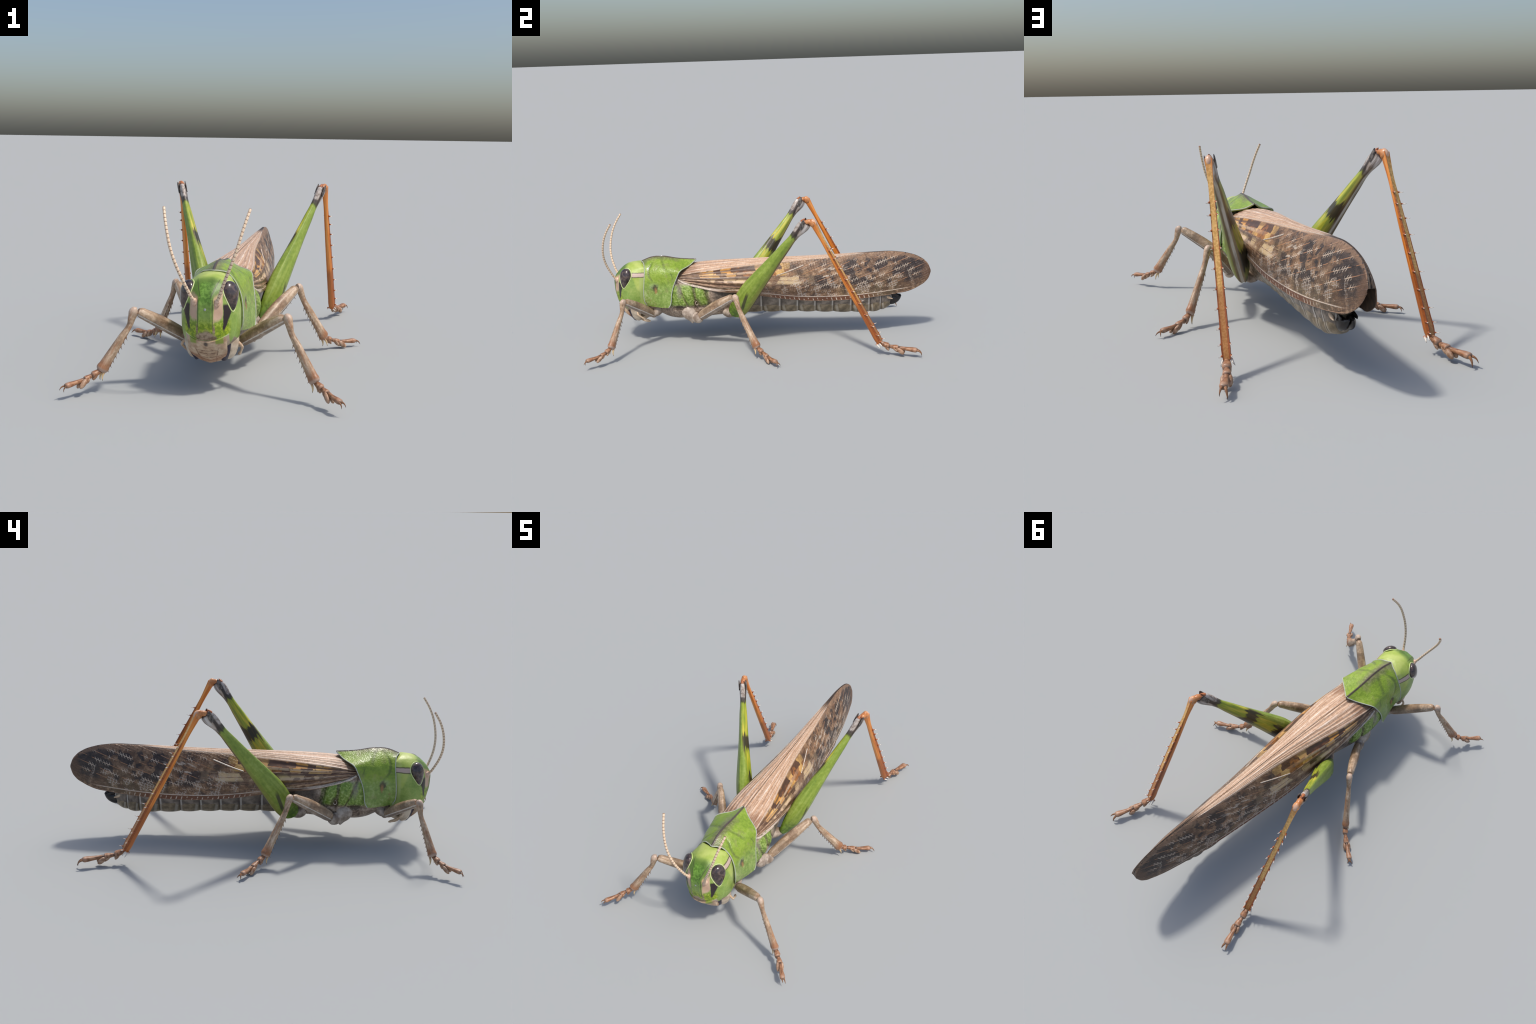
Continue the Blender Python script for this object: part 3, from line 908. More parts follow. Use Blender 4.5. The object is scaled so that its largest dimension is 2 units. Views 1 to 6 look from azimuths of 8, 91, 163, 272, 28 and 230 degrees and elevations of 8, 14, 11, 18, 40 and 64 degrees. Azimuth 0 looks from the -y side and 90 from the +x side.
# ------------------------------------------------------------------ head
# horizontal slices: z, then (x, y) from the middle of the face round to the back
HEAD = [
    (.200, (0, -.856), (.027, -.853), (.058, -.840), (.075, -.816), (.088, -.78), (.096, -.74), (.094, -.69)),
    (.225, (0, -.872), (.030, -.869), (.068, -.851), (.087, -.830), (.105, -.79), (.110, -.745), (.102, -.69)),
    (.250, (0, -.884), (.030, -.882), (.070, -.859), (.092, -.837), (.112, -.79), (.1145, -.75), (.098, -.69)),
    (.300, (0, -.893), (.030, -.892), (.069, -.864), (.094, -.841), (.116, -.79), (.1175, -.75), (.100, -.69)),
    (.350, (0, -.897), (.028, -.896), (.065, -.868), (.090, -.846), (.114, -.79), (.1155, -.75), (.099, -.69)),
    (.385, (0, -.895), (.026, -.895), (.060, -.868), (.082, -.848), (.107, -.79), (.1085, -.75), (.094, -.69)),
    (.415, (0, -.884), (.022, -.883), (.052, -.864), (.075, -.845), (.099, -.79), (.101, -.75), (.088, -.69)),
    (.440, (0, -.862), (.022, -.860), (.047, -.848), (.065, -.832), (.084, -.79), (.086, -.75), (.074, -.69)),
    (.460, (0, -.837), (.019, -.836), (.038, -.828), (.050, -.816), (.062, -.785), (.068, -.75), (.066, -.712)),
    (.473, (0, -.812), (.013, -.811), (.025, -.805), (.033, -.797), (.042, -.775), (.048, -.752), (.046, -.728)),
    (.480, (0, -.785), (.008, -.785), (.014, -.781), (.019, -.775), (.024, -.764), (.028, -.754), (.026, -.741)),
    (.483, (0, -.765), (.002, -.764), (.004, -.762), (.006, -.758), (.008, -.757), (.009, -.754), (.008, -.750)),
]


def build_head(root):
    zs = [h[0] for h in HEAD]
    tab = np.array([np.array(h[1:]).ravel() for h in HEAD])
    zq = np.concatenate([np.linspace(.2, .44, 44), np.linspace(.445, .483, 18)])
    rows = spline(zs, tab, zq).reshape(len(zq), 7, 2)
    rings = []
    for z, r in zip(zq, rows):
        s = np.array([0, .9, 2, 2.9, 4, 5, 6])
        q = np.linspace(0, 6, 40)
        half = spline(s, r, q)
        half[0, 0] = 0
        # antennal hollows either side of the frontal ridge
        hol = .0045 * np.exp(-((half[:, 0] - .043) / .012) ** 2) * math.exp(-((z - .35) / .05) ** 2)
        rid = -.003 * np.exp(-((half[:, 0] - .024) / .006) ** 2) * float(smooth(z, .27, .31) * smooth(z, .42, .39))
        half[:, 1] += (hol + rid) * (half[:, 1] < -.84)
        ring = [(x, y, z) for x, y in half] + [(-x, y, z) for x, y in half[:0:-1]]
        rings.append([np.array(p) for p in ring])
    v, f = loft(rings)
    head = make_obj('head', v, f, M['head'], root, sharp=60)
    from mathutils.bvhtree import BVHTree
    bvh = BVHTree.FromPolygons([Vector(p) for p in v], [tuple(int(i) for i in q) for q in f])
    # compound eyes, with pale rims
    for mir in (1, -1):
        c = np.array((.0850, -.8215, .4005))
        out = np.array((.786, -.582, .209)); out /= np.linalg.norm(out)
        up = np.array((-.017, .018, .114)); up -= out * up.dot(out); up /= np.linalg.norm(up)
        sd = np.cross(up, out)

        def outline(a, b):
            """egg outline: blunt above, tapering below"""
            return sd * a * .0395 * float(1 - .36 * smooth(-b, -.25, 1.0)) + up * (b + .12 * (1 - b * b)) * .0585
        vv, f = ellipsoid((0, 0, 0), (1, 0, 0), (0, 1, 0), (0, 0, 1), 40, 26)
        v = []
        for a, b, o in vv:
            v.append((c + outline(a, b) + out * (o * .026 + .0015)) * (mir, 1, 1))
        make_obj('eye', v, f, M['eye'], root)
        rim = []
        for q in np.linspace(0, 2 * math.pi, 60, endpoint=False):
            p = c + outline(math.cos(q) * 1.045, math.sin(q) * 1.03)
            hit = bvh.ray_cast(Vector(p + out * .04), Vector(-out), .07)
            h = np.array(hit[0]) if hit[0] is not None else p
            if np.dot(h - p, out) < -.009:
                h = p - out * .009
            rim.append(h)
        rim = np.array(rim)
        for _ in range(4):
            rim = .25 * np.roll(rim, 1, 0) + .5 * rim + .25 * np.roll(rim, -1, 0)
        rim = np.vstack([rim, rim[:1]]) * (mir, 1, 1)
        v, f = tube(rim, [.0027] * len(rim), tuple(out * (mir, 1, 1)), n=8, steps=120, cap=(False, False))
        make_obj('eye_rim', v, f, M['eyerim'], head)
        # socket
        v, f = ellipsoid((mir * .0435, -.879, .383), (.013, .003 * mir, 0), (0, .013, .002), (0, 0, .016), 18, 10)
        make_obj('antenna_socket', v, f, M['socket'], head)
        # mandible, cheek plate and palp
        v, f = tube([(mir * .074, -.793, .245), (mir * .076, -.790, .210), (mir * .070, -.784, .170), (mir * .056, -.775, .136)],
                    [(.034, .014), (.034, .016), (.030, .015), (.020, .010)], (mir * .35, .94, 0), n=18)
        make_obj('mandible', v, f, M['navy'], head)
        v, f = tube([(mir * .093, -.778, .246), (mir * .0955, -.775, .215), (mir * .0915, -.771, .180), (mir * .0790, -.765, .146), (mir * .070, -.760, .136)],
                    [(.026, .008), (.032, .0115), (.031, .0115), (.021, .009), (.010, .005)], (mir * .35, .94, 0), n=20)
        make_obj('cheek_plate', v, f, M['mand'], head)
        v, f = tube([(mir * .100, -.752, .205), (mir * .112, -.757, .199), (mir * .122, -.755, .186), (mir * .118, -.735, .167),
                     (mir * .110, -.712, .150), (mir * .105, -.700, .142), (mir * .099, -.688, .135)],
                    [.005, .0055, .0058, .005, .0055, .0072, .004], (0, .3, 1), n=10, steps=30)
        make_obj('palp', v, f, M['palp'], head)
        v, f = tube([(mir * .055, -.752, .150), (mir * .062, -.738, .134), (mir * .058, -.715, .124), (mir * .05, -.70, .118)],
                    [.0055, .006, .006, .004], (0, .3, 1), n=10)
        make_obj('palp', v, f, M['palp'], head)
    # clypeus and labrum: a shield curving down and back
    rows = [(.2400, .0800, -.881, -.846), (.228, .0790, -.875, -.843), (.205, .0770, -.860, -.838), (.190, .0775, -.850, -.834),
            (.170, .0740, -.832, -.816), (.150, .0620, -.813, -.798), (.134, .0440, -.797, -.785), (.124, .0220, -.787, -.780), (.119, .006, -.780, -.777)]
    rows = np.array(rows)
    zq = np.linspace(rows[0, 0], rows[-1, 0], 40)
    rr = spline(rows[::-1, 0], rows[::-1, 1:], zq)
    front, back = [], []

    def zz(k, w, z):
        """upper border bends along the lip line"""
        return z + (.2275 + .027 * (w * k / .086) ** 2 - .240) * float(smooth(z, .185, .24))
    for z, (w, y0, y1) in zip(zq, rr):
        u = np.linspace(-1, 1, 31)
        bulge = .004 * math.exp(-((z - .16) / .02) ** 2)
        front.append([np.array((w * k, y0 - .003 + (y1 - y0) * abs(k) ** 2.8 - bulge * (1 - k * k) * (1 - .6 * math.exp(-(k / .12) ** 2)), zz(k, w, z))) for k in u])
        back.append([np.array((w * k * .96, y0 + .016 + (y1 - y0) * abs(k) ** 2.4 + .01 * (1 - k * k), zz(k, w, z) + .003)) for k in u])
    rings = [a + b[::-1] for a, b in zip(front, back)]
    v, f = loft(rings)
    make_obj('labrum', v, f, M['mouth'], head)
    # throat block closing the mouth from below
    v, f = tube([(0, -.80, .19), (0, -.77, .150), (0, -.735, .150), (0, -.69, .185)], [(.03, .07), (.030, .066), (.026, .066), (.03, .07)], (0, .2, 1), n=24)
    make_obj('lower_lip', v, f, M['mand'], head)
    v, f = ellipsoid((0, -.8965, .358), (.0055, 0, 0), (0, .003, 0), (0, 0, .0055), 14, 8)
    make_obj('ocellus', v, f, M['ocellus'], head)
    return head


# antenna centre line (right)
ANT = [(.042, -.882, .386), (.051, -.8925, .400), (.066, -.911, .438), (.085, -.928, .486), (.106, -.936, .538), (.125, -.933, .591),
       (.141, -.920, .649), (.153, -.901, .694), (.1665, -.870, .7445)]


def build_antennae(root):
    n = 25
    P = resample(ANT, n + 1)
    # unit barrel along X
    prof = [(0, .72), (.06, .92), (.3, 1.0), (.7, 1.0), (.90, .93), (1.0, .74)]
    rings = [[np.array((x, r * math.cos(a), r * math.sin(a))) for a in np.linspace(0, 2 * math.pi, 14, endpoint=False)] for x, r in prof]
    v, f = loft(rings)
    proto = make_obj('antenna_segment', v, f, M['ant'])
    me = proto.data
    bpy.data.objects.remove(proto)
    # pedicel and scape share one drop-like base per antenna
    for mir in (1, -1):
        d = P[1] - P[0]
        d = d / np.linalg.norm(d)
        v, f = tube([P[0] + d * -.012, P[0] + d * .000, P[0] + d * .008, P[0] + d * .016], [.007, .0112, .0105, .006], (1, 0, 0), n=16)
        v = [np.array(p) * (mir, 1, 1) for p in v]
        base = make_obj('antenna', v, f, M['socket'], root)
        for i in range(n):
            a, b = P[i].copy(), P[i + 1].copy()
            if i == 0:
                a = a + (b - a) * .4
            d = Vector(b - a)
            L = d.length
            r = .0058 + .0008 * (1 - i / n)
            x = d.normalized()
            y = Vector((1, 0, 0))
            y = (y - x * y.dot(x)).normalized()
            z = x.cross(y)
            mt = Matrix((x * L * 1.02, y * r, z * r)).transposed().to_4x4()
            mt.translation = Vector(a)
            if mir < 0:
                mt = Matrix.Scale(-1, 4, (1, 0, 0)) @ mt
            ob = bpy.data.objects.new('antenna_segment', me)
            bpy.context.collection.objects.link(ob)
            ob.parent = base
            ob.matrix_basis = mt


# ------------------------------------------------------------------ pronotum
# rows from mid keel down to the lower edge; columns front to back
PRON = np.array([
    [(0, -.735, .4845), (0, -.670, .508), (0, -.600, .511), (0, -.510, .495), (0, -.404, .487)],
    [(.024, -.722, .4815), (.031, -.664, .493), (.034, -.600, .495), (.038, -.520, .479), (.046, -.440, .460)],
    [(.055, -.711, .4715), (.068, -.660, .468), (.082, -.604, .464), (.097, -.545, .457), (.114, -.489, .444)],
    [(.089, -.706, .431), (.097, -.660, .430), (.109, -.612, .428), (.119, -.562, .420), (.127, -.511, .407)],
    [(.111, -.709, .376), (.113, -.665, .374), (.118, -.622, .370), (.127, -.580, .365), (.137, -.533, .356)],
    [(.1185, -.713, .320), (.120, -.670, .318), (.123, -.630, .318), (.133, -.590, .316), (.144, -.545, .310)],
    [(.1175, -.712, .270), (.120, -.670, .265), (.128, -.630, .262), (.139, -.590, .260), (.147, -.552, .256)],
    [(.107, -.700, .237), (.115, -.665, .230), (.127, -.625, .227), (.138, -.590, .226), (.146, -.566, .229)],
])


def build_pronotum(root):
    nr, nc = 56, 48
    R = np.array([spline(np.arange(8), PRON[:, j].reshape(8, 3), np.linspace(0, 7, nr)) for j in range(5)])   # col, row, 3
    S = np.array([spline([0, 1, 2, 3, 4], R[:, i], np.linspace(0, 4, nc)) for i in range(nr)])              # row, col, 3
    S[0, :, 0] = 0
    # transverse furrows pressed into the disc
    for i in range(nr):
        for j in range(nc):
            x, y, z = S[i, j]
            fur = 0
            if z > .385:
                yy = y - 9.0 * (z - .435) ** 2
                fur += math.exp(-((yy + .682) / .010) ** 2) * float(smooth(x, .015, .03))
                fur += .8 * math.exp(-((y - .35 * x + .618) / .013) ** 2)
            dent = math.exp(-(((y + .644) / .016) ** 2 + ((z - .342) / .022) ** 2))
            S[i, j] -= np.array((.6, 0, .7 if z > .44 else .1)) * .0026 * fur + np.array((.003, 0, 0)) * dent
            if i == 0:
                S[i, j, 2] += .0015
    outer = np.concatenate([S[::-1] * (-1, 1, 1), S[1:]], axis=0)          # left edge .. keel .. right edge
    c = np.array((0, -.60, .34))
    inner = []
    for row in outer:
        inner.append([p + np.array((-.006 * np.sign(p[0]) * min(1, abs(p[0]) / .05), 0, -.006 if p[2] > .42 else 0)) for p in row])
    inner = np.array(inner)
    n = outer.shape[0]
    V = [p for r in outer for p in r] + [p for r in inner for p in r]
    o = n * nc
    F = []
    for i in range(n - 1):
        for j in range(nc - 1):
            a = i * nc + j
            F.append((a, a + 1, a + nc + 1, a + nc))
            F.append((o + a, o + a + nc, o + a + nc + 1, o + a + 1))
        for j in (0, nc - 1):
            a = i * nc + j
            F.append((a, a + nc, o + a + nc, o + a))
    for j in range(nc - 1):
        for i in (0, n - 1):
            a = i * nc + j
            F.append((a, a + 1, o + a + 1, o + a))
    pron = make_obj('pronotum', V, F, M['pron'], root, sharp=32)
    # raised pale hem round front and back edges
    for j in (0, nc - 1):
        path = outer[:, j][::2]
        v, f = tube(path, [.0026] * len(path), (0, 1, .2), n=8, steps=90)
        make_obj('pronotum_rim', v, f, M['rim'], pron)


# ------------------------------------------------------------------ thorax behind the shield
def build_thorax(root):
    prof = np.array([
        # y, then (x, z) from belly to back
        (-.70, 0, .200, .050, .202, .085, .215, .095, .25, .097, .30, .092, .36, .080, .41, .05, .44, 0, .45),
        (-.62, 0, .168, .052, .172, .090, .190, .108, .23, .112, .29, .108, .35, .095, .41, .06, .44, 0, .46),
        (-.585, 0, .150, .055, .154, .095, .178, .118, .22, .125, .28, .122, .34, .106, .40, .07, .44, 0, .46),
        (-.52, 0, .137, .060, .140, .102, .165, .130, .21, .140, .27, .138, .33, .118, .385, .08, .43, 0, .45),
        (-.45, 0, .140, .060, .142, .104, .165, .132, .21, .145, .27, .142, .33, .116, .380, .08, .42, 0, .45),
        (-.37, 0, .142, .058, .144, .100, .165, .126, .21, .137, .26, .133, .32, .108, .36, .08, .41, 0, .45),
        (-.28, 0, .148, .052, .150, .088, .168, .108, .21, .118, .26, .115, .31, .100, .35, .07, .40, 0, .45),
        (-.18, 0, .150, .046, .153, .074, .172, .088, .21, .096, .26, .098, .31, .090, .36, .07, .40, 0, .45),
        (-.08, 0, .152, .036, .156, .056, .178, .066, .20, .078, .25, .084, .31, .080, .36, .06, .40, 0, .44)])
    yq = np.linspace(-.70, -.08, 110)
    T = spline(prof[:, 0], prof[:, 1:], yq).reshape(len(yq), 9, 2)
    rings = []
    for y, r in zip(yq, T):
        half = spline(np.arange(9), r, np.linspace(0, 8, 60))
        half[0, 0] = half[-1, 0] = 0
        pts = []
        for x, z in half:
            k = float(smooth(z, .19, .225) * smooth(z, .40, .36) * smooth(y, -.58, -.53) * smooth(y, -.27, -.33))
            f1 = math.exp(-((y + .42 * (z - .30) + .484) / .007) ** 2)
            f2 = math.exp(-((y + .10 * (z - .30) + .412) / .010) ** 2)
            f3 = math.exp(-((y + .25 * (z - .30) + .342) / .012) ** 2)
            f4 = math.exp(-((z - .222) / .010) ** 2)
            pit = math.exp(-(((y + .398) / .014) ** 2 + ((z - .245) / .02) ** 2))
            wav = .0010 * math.sin(60 * y + 90 * z) * math.sin(110 * z - 50 * y) + .008 * math.exp(-(((y + .448) / .022) ** 2 + ((z - .29) / .045) ** 2)) + .006 * math.exp(-(((y + .375) / .02) ** 2 + ((z - .285) / .04) ** 2))
            dx = -.012 * k * max(f1, f2, f3, f4 * .7) - .006 * k * pit + wav * k
            pts.append(np.array((x + dx * min(1, x / .05), y, z)))
        rings.append(pts + [p * (-1, 1, 1) for p in pts[-2:0:-1]])
    v, f = loft(rings)
    th = make_obj('thorax', v, f, M['thorax'], root, sharp=60)
    # small ringed breathing pore on each side
    for mir in (1, -1):
        ring = [(mir * .130, -.401 + .008 * math.cos(a), .247 + .011 * math.sin(a)) for a in np.linspace(0, 2 * math.pi, 13)]
        v, f = tube(ring, [.0026] * 13, (1, 0, 0), n=8, steps=40, cap=(False, False))
        make_obj('spiracle', v, f, M['coxa'], th)


# ------------------------------------------------------------------ abdomen
def abd_section(y):
    """half outline (x, z) from belly to back at station y"""
    tab = np.array([
        (-.12, .036, .152, .058, .180, .068, .20, .080, .26, .074, .36, .430),
        (.10, .036, .148, .058, .172, .070, .198, .086, .25, .080, .35, .430),
        (.30, .036, .141, .058, .164, .072, .194, .088, .24, .082, .34, .420),
        (.45, .036, .134, .058, .158, .071, .192, .084, .235, .076, .32, .400),
        (.56, .035, .130, .054, .152, .064, .190, .074, .230, .066, .30, .360),
        (.65, .032, .129, .046, .150, .052, .186, .060, .226, .052, .28, .320),
        (.72, .024, .143, .036, .160, .042, .188, .048, .222, .042, .26, .290),
        (.765, .008, .163, .015, .168, .020, .186, .024, .212, .022, .236, .255)])
    tab[:, 2] += .013
    tab[:, 4] += .012
    tab[:, 6] += .008
    tab[:, 8] += .003
    r = spline(tab[:, 0], tab[:, 1:], [y])[0]
    zb = {True: r[1] - .004, False: r[1]}[True]
    return [(0, zb), (r[0], r[1]), (r[2], r[3]), (r[4], r[5]), (r[6], r[7]), (r[8], r[9]), (r[8] * .6, (r[9] + r[10]) / 2 + .02), (0, r[10])]


def build_abdomen(root):
    # inner core
    rings = []
    for y in np.linspace(-.12, .765, 40):
        half = spline(np.arange(8), abd_section(y), np.linspace(0, 7, 26))
        half = half * (.93, 1) + (0, .006)
        half[0, 0] = half[-1, 0] = 0
        p = [np.array((x, y, z)) for x, z in half]
        rings.append(p + [q * (-1, 1, 1) for q in p[-2:0:-1]])
    v, f = loft(rings)
    core = make_obj('abdomen', v, f, M['abd'], root)
    edges = [-.12, -.01, .10, .205, .310, .415, .525, .635, .70]
    ends = edges[1:] + [.768]
    for k, (a, b) in enumerate(zip(edges, ends)):
        L = b - a
        for kind in ('sternite', 'tergite'):
            rings = []
            for t in np.linspace(0, 1.06, 14):
                y = a + L * t
                half = spline(np.arange(8), abd_section(min(y, .766)), np.linspace(0, 7, 57))
                half[0, 0] = half[-1, 0] = 0
                scal = .0085 * max(0, math.sin(math.pi * min(1, t * .93 + .06))) ** .6 - .002 * (t > 1.0)
                if kind == 'sternite':
                    sel = half[0:26]                      # belly up to the side seam
                    puff = scal + .001
                else:
                    sel = half[22:50]
                    puff = scal * .5 + .0045
                    # rounded lower rear corner of each back plate
                    cut = .010 * (1 - math.sin(math.pi * min(1, .1 + .8 * t)) ** .5)
                if kind == 'tergite':
                    sel = sel.copy()
                    k0 = np.exp(-np.arange(len(sel)) / 3.0)
                    sel[:, 1] += cut * k0
                n = np.gradient(sel, axis=0)
                nrm = np.stack([n[:, 1], -n[:, 0]], 1)
                nrm /= np.linalg.norm(nrm, axis=1)[:, None] + 1e-9
                o = sel + nrm * puff
                i = sel + nrm * (puff - .006)
                if kind == 'sternite':
                    o[0, 0] = i[0, 0] = 0
                    outer = [np.array((x, y, z)) for x, z in o]
                    inner = [np.array((x, y, z)) for x, z in i]
                    ring = [p * (-1, 1, 1) for p in outer[:0:-1]] + outer + inner[::-1] + [p * (-1, 1, 1) for p in inner[1:]]
                    rings.append(ring)
                else:
                    rings.append([np.array((x, y, z)) for x, z in o] + [np.array((x, y, z)) for x, z in i][::-1])
            v, f = loft(rings)
            mt = Matrix.Diagonal((1, L, 1, 1))
            mt.translation = Vector((0, a, 0))
            ob = make_obj(kind, v, f, M['abd'] if kind == 'sternite' else M['terg'], core, mt)
            if kind == 'tergite':
                twin(ob, core, True)
                if 2 <= k <= 6:
                    s = abd_section(a + L * .42)
                    for mir in (1, -1):
                        p = np.array((s[4][0] * .97 + .006, a + L * .42, s[4][1] - .012))
                        v2, f2 = ellipsoid(p * (mir, 1, 1), (.003, 0, 0), (0, .003, 0), (0, 0, .0035), 10, 6)
                        make_obj('spiracle', v2, f2, M['dot'], core)
    # black glossy end valves
    for mir in (1, -1):
        v, f = tube([(mir * .014, .735, .196), (mir * .018, .762, .200), (mir * .017, .790, .206), (mir * .012, .812, .216), (mir * .007, .824, .224)],
                    [(.024, .012), (.030, .016), (.025, .015), (.014, .010), (.004, .004)], (0, -.25, 1), n=18, steps=24)
        make_obj('ovipositor_valve', v, f, M['black'], core)
        v, f = tube([(mir * .030, .700, .236), (mir * .038, .722, .232), (mir * .043, .745, .222), (mir * .0445, .768, .213)],
                    [.0075, .0105, .009, .003], (0, 0, 1), n=14)
        make_obj('cercus', v, f, M['palp'], core)
        v, f = tube([(mir * .026, .76, .238), (mir * .030, .785, .232), (mir * .032, .806, .226)], [(.010, .005), (.011, .005), (.007, .003)], (0, .3, 1), n=12)
        make_obj('upper_valve', v, f, M['black'], core)


# ------------------------------------------------------------------ wings
def build_wings(root):
    ys = np.unique(np.concatenate([np.linspace(-.52, .9, 150), np.linspace(.9, 1.0, 30)]))
    cs = np.concatenate([np.linspace(0, 1, 33), np.linspace(1, 2, 45)[1:]])
    grid = np.array([[wing_pt(y, c) for c in cs] for y in ys])
    nrm = np.cross(np.gradient(grid, axis=0), np.gradient(grid, axis=1))
    nrm /= np.linalg.norm(nrm, axis=2)[..., None] + 1e-12
    if nrm[60, 60, 0] < 0:
        nrm = -nrm
    inn = grid - nrm * .0035
    inn[..., 0] = np.maximum(inn[..., 0], .0008)
    R, C = len(ys), len(cs)
    V = [p for r in grid for p in r] + [p for r in inn for p in r]
    o = R * C
    F, MI = [], []
    for i in range(R - 1):
        for j in range(C - 1):
            a = i * C + j
            F.append((a, a + 1, a + C + 1, a + C)); MI.append(0 if j < 32 else 1)
            F.append((o + a, o + a + C, o + a + C + 1, o + a + 1)); MI.append(2)
        for j in (0, C - 1):
            a = i * C + j
            F.append((a, a + C, o + a + C, o + a)); MI.append(0 if j == 0 else 1)
    for j in range(C - 1):
        for i in (0, R - 1):
            a = i * C + j
            F.append((a, a + 1, o + a + 1, o + a)); MI.append(0 if j < 32 else 1)
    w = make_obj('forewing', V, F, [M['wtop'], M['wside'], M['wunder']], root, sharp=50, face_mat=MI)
    wl = twin(w, root, True)
    veins = []
    def vein(pts, r, mat):
        path = [wing_pt(y, c, -.0008) for y, c in pts]
        path = resample(path, 40)
        for p in path:                       # keep on the curved skin
            pass
        v, f = tube(path, [r * .6] + [r] * 38 + [r * .5], (1, 0, 0), n=8, steps=60)
        ob = make_obj('vein', v, f, mat, w)
        twin(ob, wl, False)
    # stout pale false vein
    vein([(.075, 1.36), (.12, 1.30), (.16, 1.245), (.20, 1.19), (.238, 1.14)], .0036, M['vein'])
    # edge vein and the long stems fanning out of the shoulder
    yy = np.linspace(-.44, .86, 14)
    vein([(y, 1.90) for y in yy], .0017, M['vein'])
    vein([(y, 1.995) for y in np.linspace(-.50, .9, 14)], .0014, M['vein_b'])
    vein([(y, 1.0) for y in np.linspace(-.50, .60, 12)], .0016, M['vein'])
    for c0, c1, y1 in ((1.30, 1.40, .10), (1.42, 1.52, .30), (1.55, 1.68, .25), (1.72, 1.80, .05)):
        ts = np.linspace(0, 1, 10)
        vein([(-.47 + (y1 + .47) * t, c0 + (c1 - c0) * t) for t in ts], .0016, M['vein_b'])
    # white swollen base of the front margin
    path = [wing_pt(y, c, .002) for y, c in ((-.505, 1.96), (-.47, 1.95), (-.43, 1.95), (-.38, 1.955), (-.32, 1.965))]
    v, f = tube(path, [.005, .0062, .0055, .0045, .002], (0, .3, 1), n=10, steps=24)
    ob = make_obj('wing_base', v, f, M['vein'], w)
    twin(ob, wl, False)


# ------------------------------------------------------------------ legs
def unit_spike(name, mat, bend=.12):
    v, f = spike((0, 0, 0), (1, 0, 0), .16, (0, bend, 0), 8)
    ob = make_obj(name, v, f, mat)
    me = ob.data
    bpy.data.objects.remove(ob)
    return me


def place(me, name, parent, base, tip, fat=1.0, hint=(0, 0, 1)):
    base, tip = Vector(base), Vector(tip)
    x = tip - base
    L = x.length
    xn = x.normalized()
    y = Vector(hint)
    y = y - xn * y.dot(xn)
    if y.length < 1e-4:
        y = xn.orthogonal()
    y.normalize()
    z = xn.cross(y)
    mt = Matrix((x, y * L * fat, z * L * fat)).transposed().to_4x4()
    mt.translation = base
    ob = bpy.data.objects.new(name, me)
    bpy.context.collection.objects.link(ob)
    ob.parent = parent
    ob.matrix_basis = mt
    return ob


def limb(name, path, radii, side, mat, parent, n=18, expo=2.2, section=None, steps=None):
    v, f = tube(path, radii, side, n=n, expo=expo, section=section, steps=steps)
    mt = frame_at(path[0], np.array(path[-1]) - np.array(path[0]), side)
    return make_obj(name, v, f, mat, parent, mt, sharp=55)


def tarsus(leg, j0, j1, j2, j3, claws, up, spike_me, wide=1.0):
    """three foot joints, pads underneath, two claws"""
    j0, j1, j2, j3 = (np.array(q, float) for q in (j0, j1, j2, j3))
    up = np.array(up, float)
    def seg(a, b, prof, name='tarsal_segment', mat=None):
        d = b - a
        L = np.linalg.norm(d)
        pts = [a + d * t for t, _, _ in prof]
        sd = np.cross(up, d)
        sd /= np.linalg.norm(sd)
        v, f = tube(pts, [(w * wide, h * wide) for _, w, h in prof], sd, n=16, expo=2.3)
        m = frame_at(a, d, up)
        m = m @ Matrix.Diagonal((L, 1, 1, 1))
        return make_obj(name, v, f, mat or M['tarsus'], leg, m)
    seg(j0, j1, [(-.15, .006, .006), (.0, .0085, .008), (.3, .0125, .0115), (.62, .0150, .0132), (.86, .0150, .0130), (.97, .0105, .009), (1.05, .006, .006)])
    seg(j1, j2, [(-.12, .006, .006), (.02, .008, .0075), (.4, .0115, .010), (.75, .0142, .0122), (.92, .0135, .0115), (1.02, .008, .008)])
    seg(j2, j3, [(-.05, .006, .006), (.05, .0085, .0085), (.2, .0085, .0085), (.55, .0112, .010), (.80, .0142, .0118), (.92, .0140, .0112), (.98, .0105, .0085), (1.01, .005, .005)])
    # pads
    def pad(c, d, L, w, h, tilt):
        d = d / np.linalg.norm(d)
        sd = np.cross(up, d); sd /= np.linalg.norm(sd)
        u = np.cross(d, sd)
        d2 = d * math.cos(tilt) - u * math.sin(tilt)
        u2 = np.cross(d2, sd)
        v, f = ellipsoid(c, d2 * L, sd * w, u2 * h, 14, 10)
        make_obj('foot_pad', v, f, M['pad'], leg)
    d1, d2, d3 = j1 - j0, j2 - j1, j3 - j2
    for dd, a, L in ((d1, j0, .55), (d2, j1, .6)):
        sd = np.cross(up, dd); sd /= np.linalg.norm(sd)
        for s in (-1, 1):
            pad((a + dd * .72 + sd * s * .007 * wide - up * .009 * wide), dd, np.linalg.norm(dd) * .44, .0078 * wide, .0078 * wide, .6)
    sd = np.cross(up, d3); sd /= np.linalg.norm(sd)
    for s in (-1, 1):
        pad(j2 + d3 / np.linalg.norm(d3) * .016 + sd * s * .0115 * wide - up * .013 * wide, d3, .0245, .0095 * wide, .0120 * wide, .64)
    for s, c in zip((-1, 1), claws):
        b = j3 - d3 / np.linalg.norm(d3) * .004 + sd * s * .006
        place(spike_me, 'claw', leg, b, c, .86, up)


